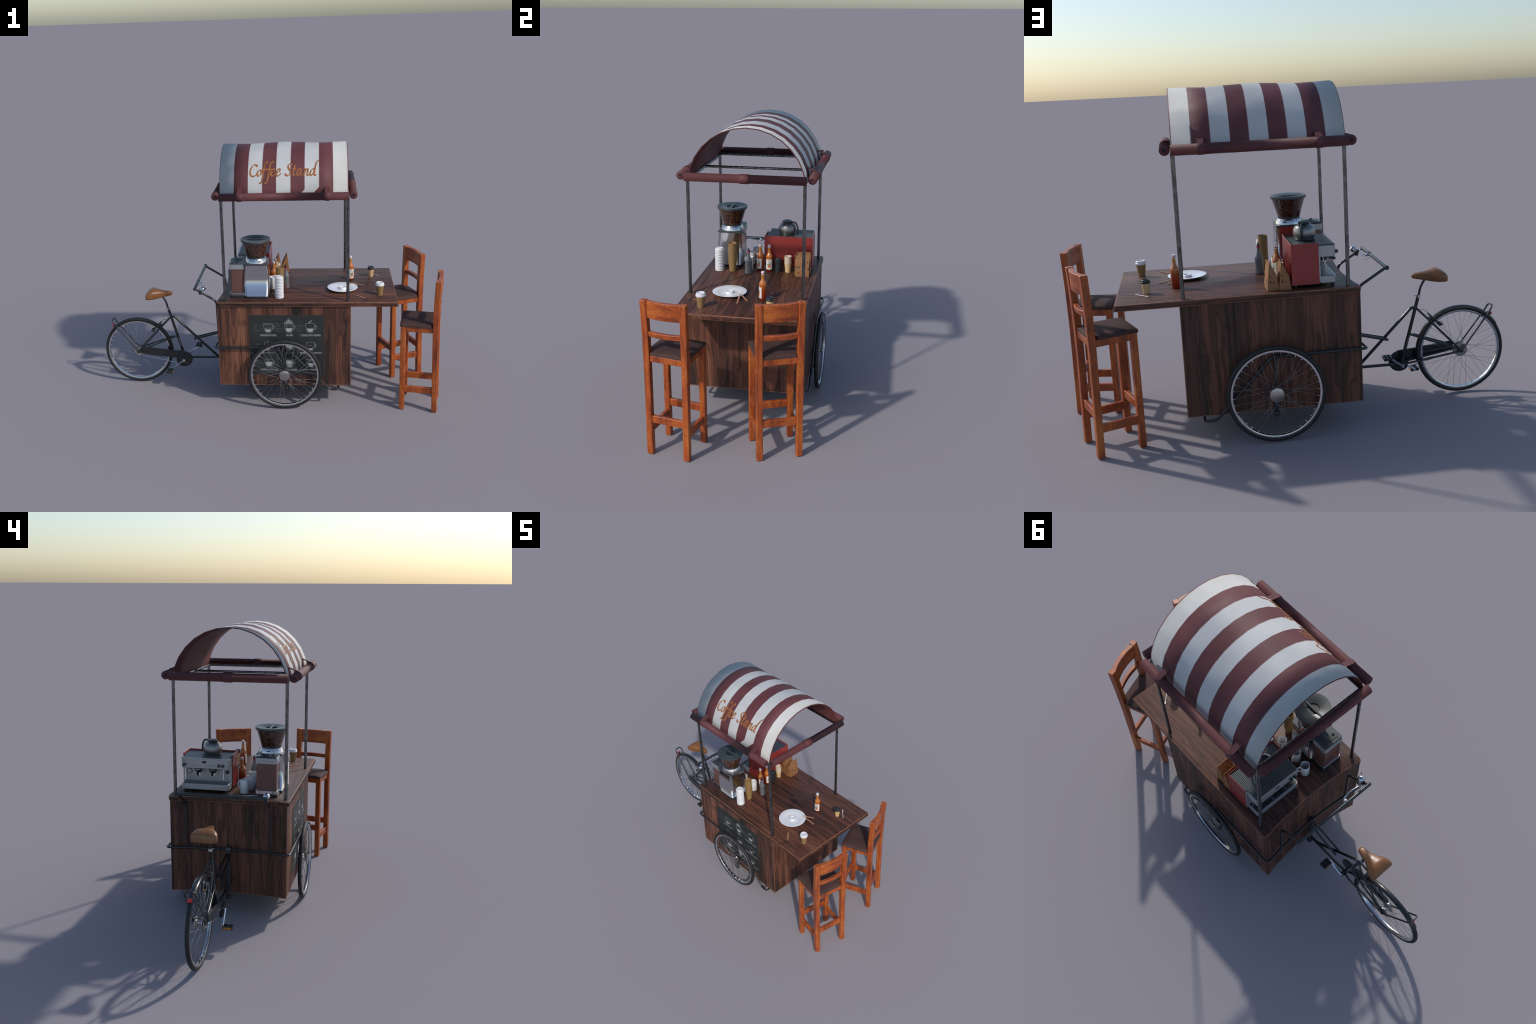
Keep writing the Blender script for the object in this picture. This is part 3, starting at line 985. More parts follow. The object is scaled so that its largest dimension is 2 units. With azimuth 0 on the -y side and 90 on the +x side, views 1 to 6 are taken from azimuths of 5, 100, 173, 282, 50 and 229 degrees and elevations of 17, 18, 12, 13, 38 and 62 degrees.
SL = (-0.582, YC, 0.427)        # seat lug
BB = (-0.511, YC, 0.160)        # bottom bracket
HEADX = -0.2465
fm = Mesh()
fm.tube([(-0.5965, YC, 0.481), SL, (BB[0], YC, BB[2])], 0.0080, 12)
fm.tube(fillet([(-0.581, YC, 0.424), (-0.562, YC, 0.427), (-0.304, YC, 0.164), (HEADX, YC, 0.160)], 0.012), 0.0072, 12)
fm.tube([(BB[0], YC, 0.161), (HEADX, YC, 0.163)], 0.0070, 12)
fm.lathe([(0, -0.022), (0.012, -0.022), (0.012, 0.022), (0, 0.022)], 16, BB, "y")
fm.lathe([(0, 0.100), (0.0145, 0.100), (0.0145, 0.118), (0.0105, 0.120), (0.0105, 0.346), (0.0150, 0.348), (0.0150, 0.372), (0.012, 0.376), (0, 0.376)], 16, (HEADX, YC, 0), "z")
fm.lathe([(0.0105, 0.150), (0.0135, 0.152), (0.0135, 0.178), (0.0105, 0.180)], 16, (HEADX, YC, 0), "z")
for s in (-1, 1):
    fm.tube([(HEADX - 0.002, YC + s * 0.008, 0.336), (-0.330, YC + s * 0.0125, 0.3165), (-0.447, YC + s * 0.0135, 0.287)], 0.0058, 10)
    fm.tube([SL, (-0.600, YC + s * 0.010, 0.408), (-0.650, YC + s * 0.020, 0.357), (HX, YC + s * 0.026, HZ)], 0.0051, 8)
    fm.tube([(-0.553, YC, 0.300), (-0.580, YC + s * 0.014, 0.293), (HX, YC + s * 0.026, HZ + 0.004)], 0.0048, 8)
    fm.tube([(BB[0], YC + s * 0.006, 0.160), (-0.548, YC + s * 0.017, 0.168), (HX, YC + s * 0.026, HZ - 0.003)], 0.0048, 8)
    fm.lathe([(0, YC + s * 0.022), (0.010, YC + s * 0.022), (0.010, YC + s * 0.030), (0.005, YC + s * 0.033), (0, YC + s * 0.033)], 12, (HX, 0, HZ), "y")
    fm.tube([(-0.640, YC + s * 0.019, 0.366), (-0.652, YC + s * 0.006, 0.372)], 0.0035, 8)
frame = fm.obj("bicycle_frame", bike, ["black_paint"], 50)
ft = Mesh()
for s in (1, -1):
    d = Vector((BB[0] - SL[0], 0, BB[2] - SL[2])).normalized()
    add_text(ft, "coffee bike", 0.0125, Vector((-0.5375, YC + s * 0.0078, 0.262)), (-d if s > 0 else d) * 1.0, (Vector((-d.z, 0, d.x)) if s > 0 else Vector((-d.z, 0, d.x))) * (1 if s < 0 else -1), 0)
ft.obj("frame_lettering", frame, ["chalk"], None)

sp = Mesh()
sp.tube(fillet([(-0.5955, YC, 0.470), (-0.6035, YC, 0.510), (-0.6105, YC, 0.530), (-0.631, YC, 0.562)], 0.012), 0.0058, 10)
sp.obj("seat_post", bike, ["black_paint"], 50)
Mesh().lathe([(0.0075, -0.006), (0.0100, -0.006), (0.0100, 0.006), (0.0075, 0.006)], 14, (-0.5965, YC, 0.479), "z").tube([(-0.588, YC - 0.002, 0.479), (-0.580, YC - 0.010, 0.481)], 0.002, 6).obj("seat_clamp", bike, ["chrome"], 40)

# saddle: loft of flattened sections from nose to tail
sections = [(-0.5655, 0.0065, 0.5810, 0.5700), (-0.5690, 0.0120, 0.5855, 0.5655), (-0.5800, 0.0160, 0.5885, 0.5630), (-0.6000, 0.0185, 0.5905, 0.5590), (-0.6250, 0.0235, 0.5930, 0.5540),
            (-0.6450, 0.0330, 0.5975, 0.5500), (-0.6620, 0.0450, 0.6040, 0.5480), (-0.6780, 0.0545, 0.6080, 0.5470), (-0.6930, 0.0595, 0.6040, 0.5470), (-0.7060, 0.0605, 0.5955, 0.5475), (-0.7130, 0.0600, 0.5890, 0.5485), (-0.7160, 0.0585, 0.5840, 0.5510)]
vs, fs = [], []
K = 24
for x, hw, zt, zb in sections:
    zc, hz = (zt + zb) / 2, (zt - zb) / 2
    for k in range(K):
        a = 2 * pi * k / K
        ca, sa = cos(a), sin(a)
        px_ = math.copysign(abs(ca) ** 0.36, ca) * hw
        pz_ = math.copysign(abs(sa) ** 0.36, sa) * hz
        if sa > 0:
            pz_ -= hz * 0.38 * (abs(px_) / hw) ** 2 * min(1.0, hw / 0.05) * (1.0 if x > -0.70 else 0.5)
        vs.append((x, YC + px_, zc + pz_))
for i in range(len(sections) - 1):
    for k in range(K):
        fs.append([i * K + k, i * K + (k + 1) % K, (i + 1) * K + (k + 1) % K, (i + 1) * K + k])
fs += [list(range(K)), [(len(sections) - 1) * K + k for k in range(K)]]
Mesh().add(vs, fs).obj("saddle", bike, ["leather"], 50)

# mudguard: open channel over the wheel
mg = Mesh()
prof = [(0.0135 * sin(radians(a)), 0.2040 + 0.0085 * cos(radians(a))) for a in (-100, -65, -30, 0, 30, 65, 100)]
inner = [(0.0118 * sin(radians(a)), 0.2025 + 0.0080 * cos(radians(a))) for a in (100, 65, 30, 0, -30, -65, -100)]
ring = prof + inner
vs, fs = [], []
NA = 40
for i in range(NA + 1):
    a = radians(33 + (192 - 33) * i / NA)
    for yy, rr in ring:
        vs.append((HX - rr * cos(a), YC + yy, HZ + rr * sin(a)))
n = len(ring)
for i in range(NA):
    for j in range(n):
        fs.append([i * n + j, i * n + (j + 1) % n, (i + 1) * n + (j + 1) % n, (i + 1) * n + j])
fs += [list(range(n)), [NA * n + j for j in range(n)]]
mg.add(vs, fs).obj("mudguard", bike, ["black_paint"], 40)

rk = Mesh()
hoop = [(HX, YC - 0.029, HZ)] + [(-0.905, YC - 0.024, 0.360), (-0.928, YC - 0.023, 0.390), (-0.936, YC - 0.019, 0.405), (-0.940, YC - 0.010, 0.4115), (-0.940, YC + 0.010, 0.4115), (-0.936, YC + 0.019, 0.405), (-0.946, YC + 0.023, 0.388), (-0.905, YC + 0.024, 0.360)] + [(HX, YC + 0.029, HZ)]
hoop = [(HX, YC - 0.029, HZ), (-0.925, YC - 0.026, 0.383), (-0.937, YC - 0.024, 0.404), (-0.943, YC - 0.015, 0.4115), (-0.943, YC + 0.015, 0.4115), (-0.937, YC + 0.024, 0.404), (-0.925, YC + 0.026, 0.383), (HX, YC + 0.029, HZ)]
rk.tube(fillet(hoop, 0.010, 3), 0.0042, 8)
rk.obj("rack_hoop", bike, ["black_paint"], 50)
Mesh().box(-0.0028, 0.0028, -0.0105, 0.0105, -0.0080, 0.0080, 0, 0.0012).transform(Matrix.Translation((-0.9405, YC, 0.3720)) @ Matrix.Rotation(radians(18), 4, "Y")).obj("rear_reflector", bike, ["reflector_red"], None)
Mesh().box(-0.9390, -0.926, YC - 0.007, YC + 0.007, 0.363, 0.379, 0, 0.001).obj("reflector_bracket", bike, ["black_plastic"], None)

bk = Mesh()
for s in (-1, 1):
    bk.tube(fillet([(-0.643, YC + s * 0.004, 0.391), (-0.650, YC + s * 0.021, 0.384), (-0.672, YC + s * 0.022, 0.362), (-0.697, YC + s * 0.016, 0.340)], 0.01, 3), 0.0042, 8)
    bk.box(-0.706, -0.686, YC + s * 0.013 - 0.0035, YC + s * 0.013 + 0.0035, 0.333, 0.346, 0, 0.001)
bk.tube(bez([(-0.643, YC, 0.391), (-0.634, YC - 0.005, 0.404), (-0.612, YC - 0.008, 0.412), (-0.598, YC - 0.006, 0.404)], 5), 0.0011, 6)
bk.obj("rim_brake", bike, ["black_plastic"], 40)

# chain case, chain, cranks and pedals
cc = Mesh()
outl = [(-0.772, 0.236), (-0.755, 0.241), (-0.570, 0.2210), (-0.505, 0.2165)]
outl += [(BB[0] + 0.052 * sin(radians(a)), 0.164 + 0.050 * cos(radians(a))) for a in range(15, 231, 15)]
outl += [(-0.556, 0.170), (-0.740, 0.193), (-0.768, 0.202), (-0.776, 0.216)]
cc.prism(outl, YC - 0.0365, YC - 0.0265, 0, "y", 0.002)
cs = cc.obj("chain_case", bike, ["black_paint"], 40)
dsk = Mesh()
dsk.lathe([(0.046, YC - 0.0362), (0.046, YC - 0.0390), (0.042, YC - 0.0390), (0.040, YC - 0.0362)], 32, (BB[0], 0, 0.164), "y")
for k in range(5):
    a = 2 * pi * k / 5
    dsk.tube([(BB[0] + 0.008 * sin(a), YC - 0.0385, 0.164 + 0.008 * cos(a)), (BB[0] + 0.041 * sin(a), YC - 0.0385, 0.164 + 0.041 * cos(a))], 0.0032, 6)
dsk.obj("chain_wheel_cover", cs, ["black_plastic"], 40)
ch = Mesh()
ch.tube([(-0.792, YC - 0.026, 0.186), (-0.700, YC - 0.026, 0.169), (-0.560, YC - 0.028, 0.136)], 0.0022, 6)
ch.lathe([(0, YC - 0.025), (0.0235, YC - 0.025), (0.0235, YC - 0.022), (0, YC - 0.022)], 20, (HX, 0, HZ), "y")
ch.obj("chain", bike, ["hub_steel"], 40)
for s, ey, ex, ez in ((-1, YC - 0.0450, -0.594, 0.104), (1, YC + 0.0260, -0.429, 0.217)):
    cr = Mesh()
    o = Vector((BB[0], ey, 0.160))
    tip = Vector((ex, ey + s * 0.008, ez))
    cr.tube([o, o.lerp(tip, 0.5), tip], lambda t: 0.0070 - 0.0016 * t, 8, 0, True, False, 0.75)
    cr.lathe([(0, ey - 0.004), (0.0085, ey - 0.004), (0.0085, ey + 0.0055), (0, ey + 0.0055)], 14, (BB[0], 0, 0.160), "y")
    co = cr.obj("crank", bike, ["alu"], 50)
    pd = Mesh()
    yc = tip.y + s * 0.0265
    for dx in (-0.0165, 0.0165):
        pd.box(dx - 0.0030, dx + 0.0030, -0.0235, 0.0235, -0.0075, 0.0075, 0, 0.0012)
    for dy in (-0.0220, 0, 0.0220):
        pd.box(-0.0150, 0.0150, dy - 0.0025, dy + 0.0025, -0.0065, 0.0065, 0, 0.001)
    pd.box(-0.004, 0.004, -0.0235, 0.0235, -0.0055, 0.0055, 0, 0.001)
    pd.box(-0.0203, -0.0190, -0.0190, 0.0190, -0.0050, 0.0050, 1)
    pd.box(0.0190, 0.0203, -0.0190, 0.0190, -0.0050, 0.0050, 1)
    pd.box(-0.0145, 0.0145, -0.0210, 0.0210, -0.0012, 0.0012, 2)
    pd.transform(Matrix.Translation((tip.x, yc, tip.z)) @ Matrix.Rotation(radians(4), 4, "Y"))
    pd.obj("pedal", co, ["black_plastic", "amber", "grip"], None)

# ================================================================== BAR CHAIRS
def bar_chair(loc, yaw):
    ch = thing("bar_chair", "tall orange-brown wooden bar chair with dark padded seat", "chair", loc, yaw)
    L = 0.0137
    DX, DY = 0.0895, 0.0935
    for s in (-1, 1):
        Mesh().box(-DX - L, -DX + L, s * DY - L, s * DY + L, 0, 0.4995, 0, 0.0022, 1).obj("front_leg", ch, ["chair_wood", "chair_edge"], None)
    spine = [(0.0895, 0.0), (0.0868, 0.20), (0.0838, 0.40), (0.0832, 0.50), (0.0845, 0.60), (0.0880, 0.70), (0.0908, 0.766)]
    for s in (-1, 1):
        pm = Mesh()
        bm = bmesh.new()
        rings = []
        for k, (x, z) in enumerate(spine):
            w = L + (0.0008 if z < 0.45 else 0.0014)
            ys = s * (DY + 0.0006 * k)
            rings.append([bm.verts.new(p) for p in ((x - w, ys - w, z), (x + w, ys - w, z), (x + w, ys + w, z), (x - w, ys + w, z))])
        for a, b in zip(rings, rings[1:]):
            for j in range(4):
                bm.faces.new((a[j], a[(j + 1) % 4], b[(j + 1) % 4], b[j]))
        bm.faces.new(rings[0][::-1])
        bm.faces.new(rings[-1])
        bmesh.ops.recalc_face_normals(bm, faces=bm.faces[:])
        es = [e for e in bm.edges if e.calc_face_angle(0) > 0.8]
        res = bmesh.ops.bevel(bm, geom=es, offset=0.0022, segments=1, affect="EDGES", clamp_overlap=True)
        for f in res["faces"]:
            f.material_index = 1
        pm.from_bm(bm).obj("back_post", ch, ["chair_wood", "chair_edge"], None)

    def bowed(name, z0, z1, bow, x_of, th, tf, n=10):
        bm = bmesh.new()
        rings = []
        for i in range(n + 1):
            t = -1 + 2 * i / n
            y = t * (DY - L + 0.004)
            d = bow * (1 - t * t)
            rings.append([bm.verts.new(p) for p in ((x_of(z0) - tf + d, y, z0), (x_of(z0) + th + d, y, z0), (x_of(z1) + th + d, y, z1), (x_of(z1) - tf + d, y, z1))])
        for a, b in zip(rings, rings[1:]):
            for j in range(4):
                bm.faces.new((a[j], a[(j + 1) % 4], b[(j + 1) % 4], b[j]))
        bm.faces.new(rings[0][::-1])
        bm.faces.new(rings[-1])
        bmesh.ops.recalc_face_normals(bm, faces=bm.faces[:])
        es = [e for e in bm.edges if e.calc_face_angle(0) > 0.8]
        res = bmesh.ops.bevel(bm, geom=es, offset=0.0018, segments=1, affect="EDGES", clamp_overlap=True)
        for f in res["faces"]:
            f.material_index = 1
        Mesh().from_bm(bm).obj(name, ch, ["chair_cross", "chair_edge"], 30)

    xo = lambda z: 0.0845 + (z - 0.60) * 0.038
    bowed("backrest", 0.6825, 0.7640, 0.0120, xo, 0.0090, 0.0135)
    bowed("back_slat", 0.5930, 0.6165, 0.0110, xo, 0.0085, 0.0115)
    for s in (-1, 1):
        Mesh().box(-DX + L, 0.0845 - L, s * DY - 0.0095, s * DY + 0.0095, 0.4690, 0.4985, 0, 0.0018, 1).obj("seat_rail", ch, ["chair_wood", "chair_edge"], None)
        Mesh().box(-DX + L, 0.0885 - L, s * DY - 0.0085, s * DY + 0.0085, 0.1065, 0.1425, 0, 0.0018, 1).obj("stretcher", ch, ["chair_wood", "chair_edge"], None)
    for x, zz in ((-DX, 0.1805), (0.0870, 0.1805)):
        Mesh().box(x - 0.0085, x + 0.0085, -DY + L, DY - L, zz - 0.0180, zz + 0.0180, 0, 0.0018, 1).obj("stretcher", ch, ["chair_wood", "chair_edge"], None)
    for x in (-DX, 0.0820):
        Mesh().box(x - 0.0095, x + 0.0095, -DY + L, DY - L, 0.4690, 0.4985, 0, 0.0018, 1).obj("seat_rail", ch, ["chair_wood", "chair_edge"], None)
    # padded seat, domed, notched round the back posts
    x0, x1, hy = -0.108, 0.0915, 0.108
    nx, ny = 16, 16
    vs, fs = [], []
    for i in range(nx + 1):
        for j in range(ny + 1):
            u, v = -1 + 2 * i / nx, -1 + 2 * j / ny
            uu, vv = math.copysign(1 - (1 - abs(u)) ** 1.6, u), math.copysign(1 - (1 - abs(v)) ** 1.6, v)
            x = (x0 + x1) / 2 + uu * (x1 - x0) / 2
            lim = hy if x < 0.062 else hy - 0.030
            y = vv * lim
            dome = (1 - abs(uu) ** 4) * (1 - abs(vv) ** 4)
            vs.append((x, y, 0.5115 + 0.0095 * dome ** 0.5))
    for i in range(nx):
        for j in range(ny):
            a = i * (ny + 1) + j
            fs.append([a, a + ny + 1, a + ny + 2, a + 1])
    edge = [i * (ny + 1) for i in range(nx + 1)] + [nx * (ny + 1) + j for j in range(1, ny + 1)] + [i * (ny + 1) + ny for i in range(nx - 1, -1, -1)] + [j for j in range(ny - 1, 0, -1)]
    o = len(vs)
    for k in edge:
        vs.append((vs[k][0], vs[k][1], 0.4990))
    for k in range(len(edge)):
        k2 = (k + 1) % len(edge)
        fs.append([edge[k], edge[k2], o + k2, o + k])
    fs.append([o + k for k in range(len(edge))])
    Mesh().add(vs, fs).obj("seat_cushion", ch, ["seat_fabric"], 55)
    return ch


bar_chair((0.8750, -0.2390, 0), radians(-11.0))
bar_chair((0.7980, 0.2140, 0), radians(22.0))

# ================================================================== GRINDER
G = Vector((-0.040, -0.166, COUNTER))
gr = thing("coffee_grinder", "steel coffee grinder with bean hopper and brown catch bin", "grinder", G)


def gbox(x0, x1, y0, y1, z0, z1, **k):
    return Mesh().box(x0 - G.x, x1 - G.x, y0 - G.y, y1 - G.y, z0 - G.z, z1 - G.z, **k)


def gprism(x0, x1, y0, y1, z0, z1, r, bevel=0.001):
    return Mesh().prism(rounded_rect(x0 - G.x, x1 - G.x, y0 - G.y, y1 - G.y, r, 4), z0 - G.z, z1 - G.z, 0, "z", bevel)


gprism(-0.103, 0.030, -0.233, -0.103, 0.628, 0.641, 0.012).obj("foot_plate", gr, ["black_plastic"], 40)
# steel housing: sheet flared gently at foot and shoulder, so its sheen runs from warm to cool
hs = Mesh()
lv = [(0.640, 0.0015, 30), (0.665, 0.0042, 29), (0.700, 0.0058, 22), (0.735, 0.0058, 10), (0.765, 0.0045, -2), (0.800, 0.0020, -12), (0.822, 0.0, -18)]
vs, fs, ns = [], [], []
for z, out, tip in lv:
    rr = rounded_rect(-0.101 - out - G.x, 0.027 + out - G.x, -0.2305 - out - G.y, -0.1045 + out - G.y, 0.016, 4)
    k = len(rr)
    for q, p in enumerate(rr):
        a = pi + (q // 5) * pi / 2 + (q % 5) * pi / 8
        n = Vector((cos(a), sin(a), 0)) * cos(radians(tip)) + Vector((0, 0, sin(radians(tip))))
        vs.append((p[0], p[1], z - G.z))
        ns.append(tuple(n))
for a in range(len(lv) - 1):
    for j in range(k):
        fs.append([a * k + j, a * k + (j + 1) % k, (a + 1) * k + (j + 1) % k, (a + 1) * k + j])
ho = hs.add(vs, fs).obj("housing", gr, ["steel"], 180)
if len(ho.data.vertices) == len(ns):
    near = {tuple(round(c, 5) for c in v): n for v, n in zip(vs, ns)}
    ho.data.normals_split_custom_set_from_vertices([near.get(tuple(round(c, 5) for c in v.co), tuple(v.normal)) for v in ho.data.vertices])
gprism(-0.106, 0.030, -0.2345, -0.099, 0.8215, 0.8310, 0.010, 0.0025).obj("top_plate", gr, ["slate_plastic"], 40)
gprism(-0.187, -0.1025, -0.2235, -0.1105, 0.628, 0.6405, 0.008).obj("foot_plate", gr, ["black_plastic"], 40)
gprism(-0.1865, -0.102, -0.2225, -0.1115, 0.6405, 0.6590, 0.008).obj("bin_base", gr, ["steel"], 40)
gprism(-0.1830, -0.102, -0.2185, -0.1155, 0.6590, 0.7965, 0.010).obj("catch_bin", gr, ["bin"], 40)
gprism(-0.1865, -0.102, -0.2225, -0.1115, 0.7965, 0.8255, 0.008).obj("bin_collar", gr, ["appliance"], 40)
gprism(-0.1855, -0.104, -0.2215, -0.1125, 0.8255, 0.8325, 0.010, 0.003).obj("bin_lid", gr, ["slate_plastic"], 40)
kn = Mesh()  # raised black bars stand in for the lid's slots and recess, plus a knob
for yy in (-0.145, -0.178):
    kn.box(-0.170 - G.x, -0.120 - G.x, yy - 0.005 - G.y, yy + 0.003 - G.y, 0.8325 - G.z, 0.8350 - G.z, 0, 0.001)
kn.box(-0.170 - G.x, -0.155 - G.x, -0.206 - G.y, -0.135 - G.y, 0.8325 - G.z, 0.8345 - G.z, 0, 0.0008)
kn.lathe([(0.006, 0.832 - G.z), (0.006, 0.838 - G.z), (0.004, 0.840 - G.z), (0, 0.840 - G.z)], 12, (-0.146 - G.x, -0.197 - G.y, 0))
kn.obj("slot_bars_and_knob", gr, ["black_plastic"], 40)
dial = Mesh().lathe([(0.050, 0.8305 - G.z), (0.0660, 0.8305 - G.z), (0.0662, 0.8330 - G.z), (0.0545, 0.8545 - G.z), (0.050, 0.8550 - G.z)], 40).obj("grind_dial", gr, ["steel"], 40)
tk = Mesh()
for i in range(18):
    a = 2 * pi * i / 18
    r0, z0 = 0.0575, 0.8495 - G.z
    p = Vector((r0 * cos(a), r0 * sin(a), z0))
    tk.lathe([(0.0021, 0), (0.0021, 0.0009), (0, 0.0010)], 6).v[-18:]
    part = tk.v[-18:]
    rot = Matrix.Translation(p) @ Matrix.Rotation(a, 4, "Z") @ Matrix.Rotation(radians(61), 4, "Y")
    tk.v[-18:] = [rot @ q for q in part]
for a in (pi * 0.98, pi * 1.62, 0.35 * pi):
    for k in range(7):
        b = a + (k - 3) * 0.045
        p = Vector((0.0620 * cos(b), 0.0620 * sin(b), 0.8413 - G.z))
        m = Mesh().box(-0.0008, 0.0008, -0.0011, 0.0011, -0.0028, 0.0028)
        m.transform(Matrix.Translation(p) @ Matrix.Rotation(b, 4, "Z") @ Matrix.Rotation(radians(-28), 4, "Y"))
        tk.join(m)
tk.obj("dial_marks", dial, ["dark_mark"], None)
Mesh().lathe([(0.045, 0.853 - G.z), (0.0515, 0.853 - G.z), (0.0515, 0.864 - G.z), (0.045, 0.8645 - G.z)], 36).obj("hopper_neck", gr, ["black_plastic"], 40)
Mesh().lathe([(0.0, 0.862 - G.z), (0.0505, 0.862 - G.z), (0.0525, 0.8665 - G.z), (0.0640, 0.905 - G.z), (0.0768, 0.946 - G.z), (0.0, 0.946 - G.z)], 40).obj("bean_hopper", gr, ["beans"], 40)
lid = Mesh().lathe([(0.070, 0.945 - G.z), (0.0800, 0.945 - G.z), (0.0825, 0.9490 - G.z), (0.0825, 0.9570 - G.z), (0.0815, 0.9595 - G.z), (0.0700, 0.9590 - G.z), (0.0480, 0.9565 - G.z), (0.0300, 0.9530 - G.z), (0.0290, 0.9490 - G.z), (0.0, 0.9480 - G.z)], 40, (0, 0, 0), "z", 0, [0, 0, 0, 0, 0, 0, 0, 1, 1]).obj("hopper_lid", gr, ["slate_plastic", "black_plastic"], 30)
Mesh().tube([(-0.064, 0, 0.9578 - G.z), (-0.035, 0, 0.9565 - G.z), (0.0, 0, 0.9560 - G.z), (0.035, 0, 0.9565 - G.z), (0.064, 0, 0.9578 - G.z)], lambda t: 0.0062 - 0.004 * abs(t - 0.5) * 0.4, 8, 0, True, False, 0.40).obj("lid_grip", lid, ["slate_plastic"], 50)
gt = Mesh()
add_text(gt, "Grindingmat", 0.0150, (-0.1866 - G.x, -0.167 - G.y, 0.8065 - G.z), (0, -1, 0), (0, 0, 1), 0)
gt.obj("maker_lettering", gr, ["grey_mark"], None)

# ================================================================== ESPRESSO MACHINE
E_ = Vector((-0.070, 0.1545, COUNTER))
es = thing("espresso_machine", "red and steel two-group espresso machine with drip tray", "coffee machine", E_)


def ebox(x0, x1, y0, y1, z0, z1, mat=0, bevel=0.0, edge=None, seg=1):
    return Mesh().box(x0 - E_.x, x1 - E_.x, y0 - E_.y, y1 - E_.y, z0 - E_.z, z1 - E_.z, mat, bevel, edge, seg)


RX0, RX1, RYa, RYb, RZ0, RZ1 = -0.094, 0.021, 0.0235, 0.2855, 0.6430, 0.8145
shell = put("shell", None, es)
ebox(RX0, RX1, RYa, RYa + 0.0035, RZ0, RZ1, 0, 0.0012).obj("side_cover", shell, ["red_enamel"], None)
ebox(RX0, RX1, RYb - 0.0035, RYb, RZ0, RZ1, 0, 0.0012).obj("side_cover", shell, ["red_enamel"], None)
ebox(RX1 - 0.0035, RX1, RYa + 0.0030, RYb - 0.0030, RZ0, RZ1 - 0.0005, 0, 0.0012).obj("back_cover", shell, ["red_enamel"], None)
ebox(-0.100, RX1 - 0.0035, RYa + 0.0035, RYb - 0.0035, 0.650, 0.7985, 0, 0.001).obj("chassis", es, ["appliance"], None)
hd = Mesh().prism(rounded_rect(-0.165 - E_.x, -0.085 - E_.x, 0.0310 - E_.y, 0.2735 - E_.y, 0.006, 3), 0.7525 - E_.z, 0.8000 - E_.z, 0, "z", 0.0015)
head = hd.obj("control_head", es, ["appliance"], 40)
rib = Mesh()
rib.box(-0.160 - E_.x, 0.0165 - E_.x, 0.0345 - E_.y, 0.2700 - E_.y, 0.7990 - E_.z, 0.8012 - E_.z, 1)  # added near-black base plate, there only to make the ribs stand out
x = -0.160
while x < 0.014:
    rib.box(x - E_.x, x + 0.0031 - E_.x, (0.034 if x < -0.095 else 0.029) - E_.y, (0.270 if x < -0.095 else 0.280) - E_.y, 0.7985 - E_.z, 0.8060 - E_.z, 0, 0.0006)
    x += 0.0062
rib.obj("warming_rack", es, ["steel_rib", "near_black"], None, "stuff")
ebox(-0.165, -0.1605, 0.0310, 0.2735, 0.7990, 0.8062, 0, 0.0008).obj("rack_rail", es, ["appliance"], None)
tr = Mesh()
ol = rounded_rect(-0.1665 - E_.x, -0.098 - E_.x, 0.0285 - E_.y, 0.2745 - E_.y, 0.010, 4, (1, 0, 0, 1))
tr.prism(ol, 0.6425 - E_.z, 0.6720 - E_.z, 0, "z", 0.001)
tray = tr.obj("drip_tray", es, ["appliance"], 40)
Mesh().prism(rounded_rect(-0.1610 - E_.x, -0.101 - E_.x, 0.0335 - E_.y, 0.2695 - E_.y, 0.008, 4, (1, 0, 0, 1)), 0.6715 - E_.z, 0.6735 - E_.z, 0, "z", 0.0006).obj("drip_grid", tray, ["steel_dark"], 40)
lp = Mesh()
lp.prism(ol, 0.6715 - E_.z, 0.6742 - E_.z, 0, "z", 0.0008)
ft_ = Mesh()
for xx in (-0.152, 0.004):
    for yy in (0.046, 0.258):
        ft_.lathe([(0, 0.0), (0.0085, 0.0), (0.0085, 0.0165), (0, 0.0165)], 14, (xx - E_.x, yy - E_.y, 0))
ft_.obj("rubber_foot", es, ["black_plastic"], 40)
fx = -0.1652 - E_.x
kb = None
for yy, zz in ((0.259, 0.7705), (0.0775, 0.7705), (0.0570, 0.7705)):
    k_ = Mesh().lathe([(0.0078, 0.0), (0.0078, -0.004), (0.0070, -0.0125), (0.0055, -0.0135), (0, -0.0135)], 18, (fx, yy - E_.y, zz - E_.z), "x")
    k_.obj("control_knob", head, ["black_plastic"], 40)
ebox(-0.1662, -0.1645, 0.1440, 0.1660, 0.7805, 0.7910).obj("display", head, ["near_black"], None)
bt = Mesh()
for g0 in (0.177, 0.100):
    for k in range(5):
        yy = g0 + k * 0.0105
        bt.box(fx - 0.0008, fx + 0.0002, yy - 0.0026 - E_.y, yy + 0.0026 - E_.y, 0.7665 - E_.z, 0.7695 - E_.z)
        bt.box(fx - 0.0008, fx + 0.0002, yy - 0.0012 - E_.y, yy + 0.0008 - E_.y, 0.7720 - E_.z, 0.7735 - E_.z)
bt.obj("push_buttons", head, ["grey_mark"], None)
pt = Mesh()
add_text(pt, "Dr Coffee", 0.0150, (-0.1667 - E_.x, 0.068 - E_.y, 0.6515 - E_.z), (0, -1, 0), (0, 0, 1), 0)
pt.obj("tray_lettering", tray, ["grey_mark"], None)
Mesh().lathe([(0.0135, -0.1005), (0.0135, -0.1060), (0.0115, -0.1065), (0.0, -0.1055)], 22, (-E_.x, 0.2500 - E_.y, 0.7225 - E_.z), "x", 0, [0, 0, 1]).obj("pressure_gauge", es, ["black_plastic", "appliance"], 40)
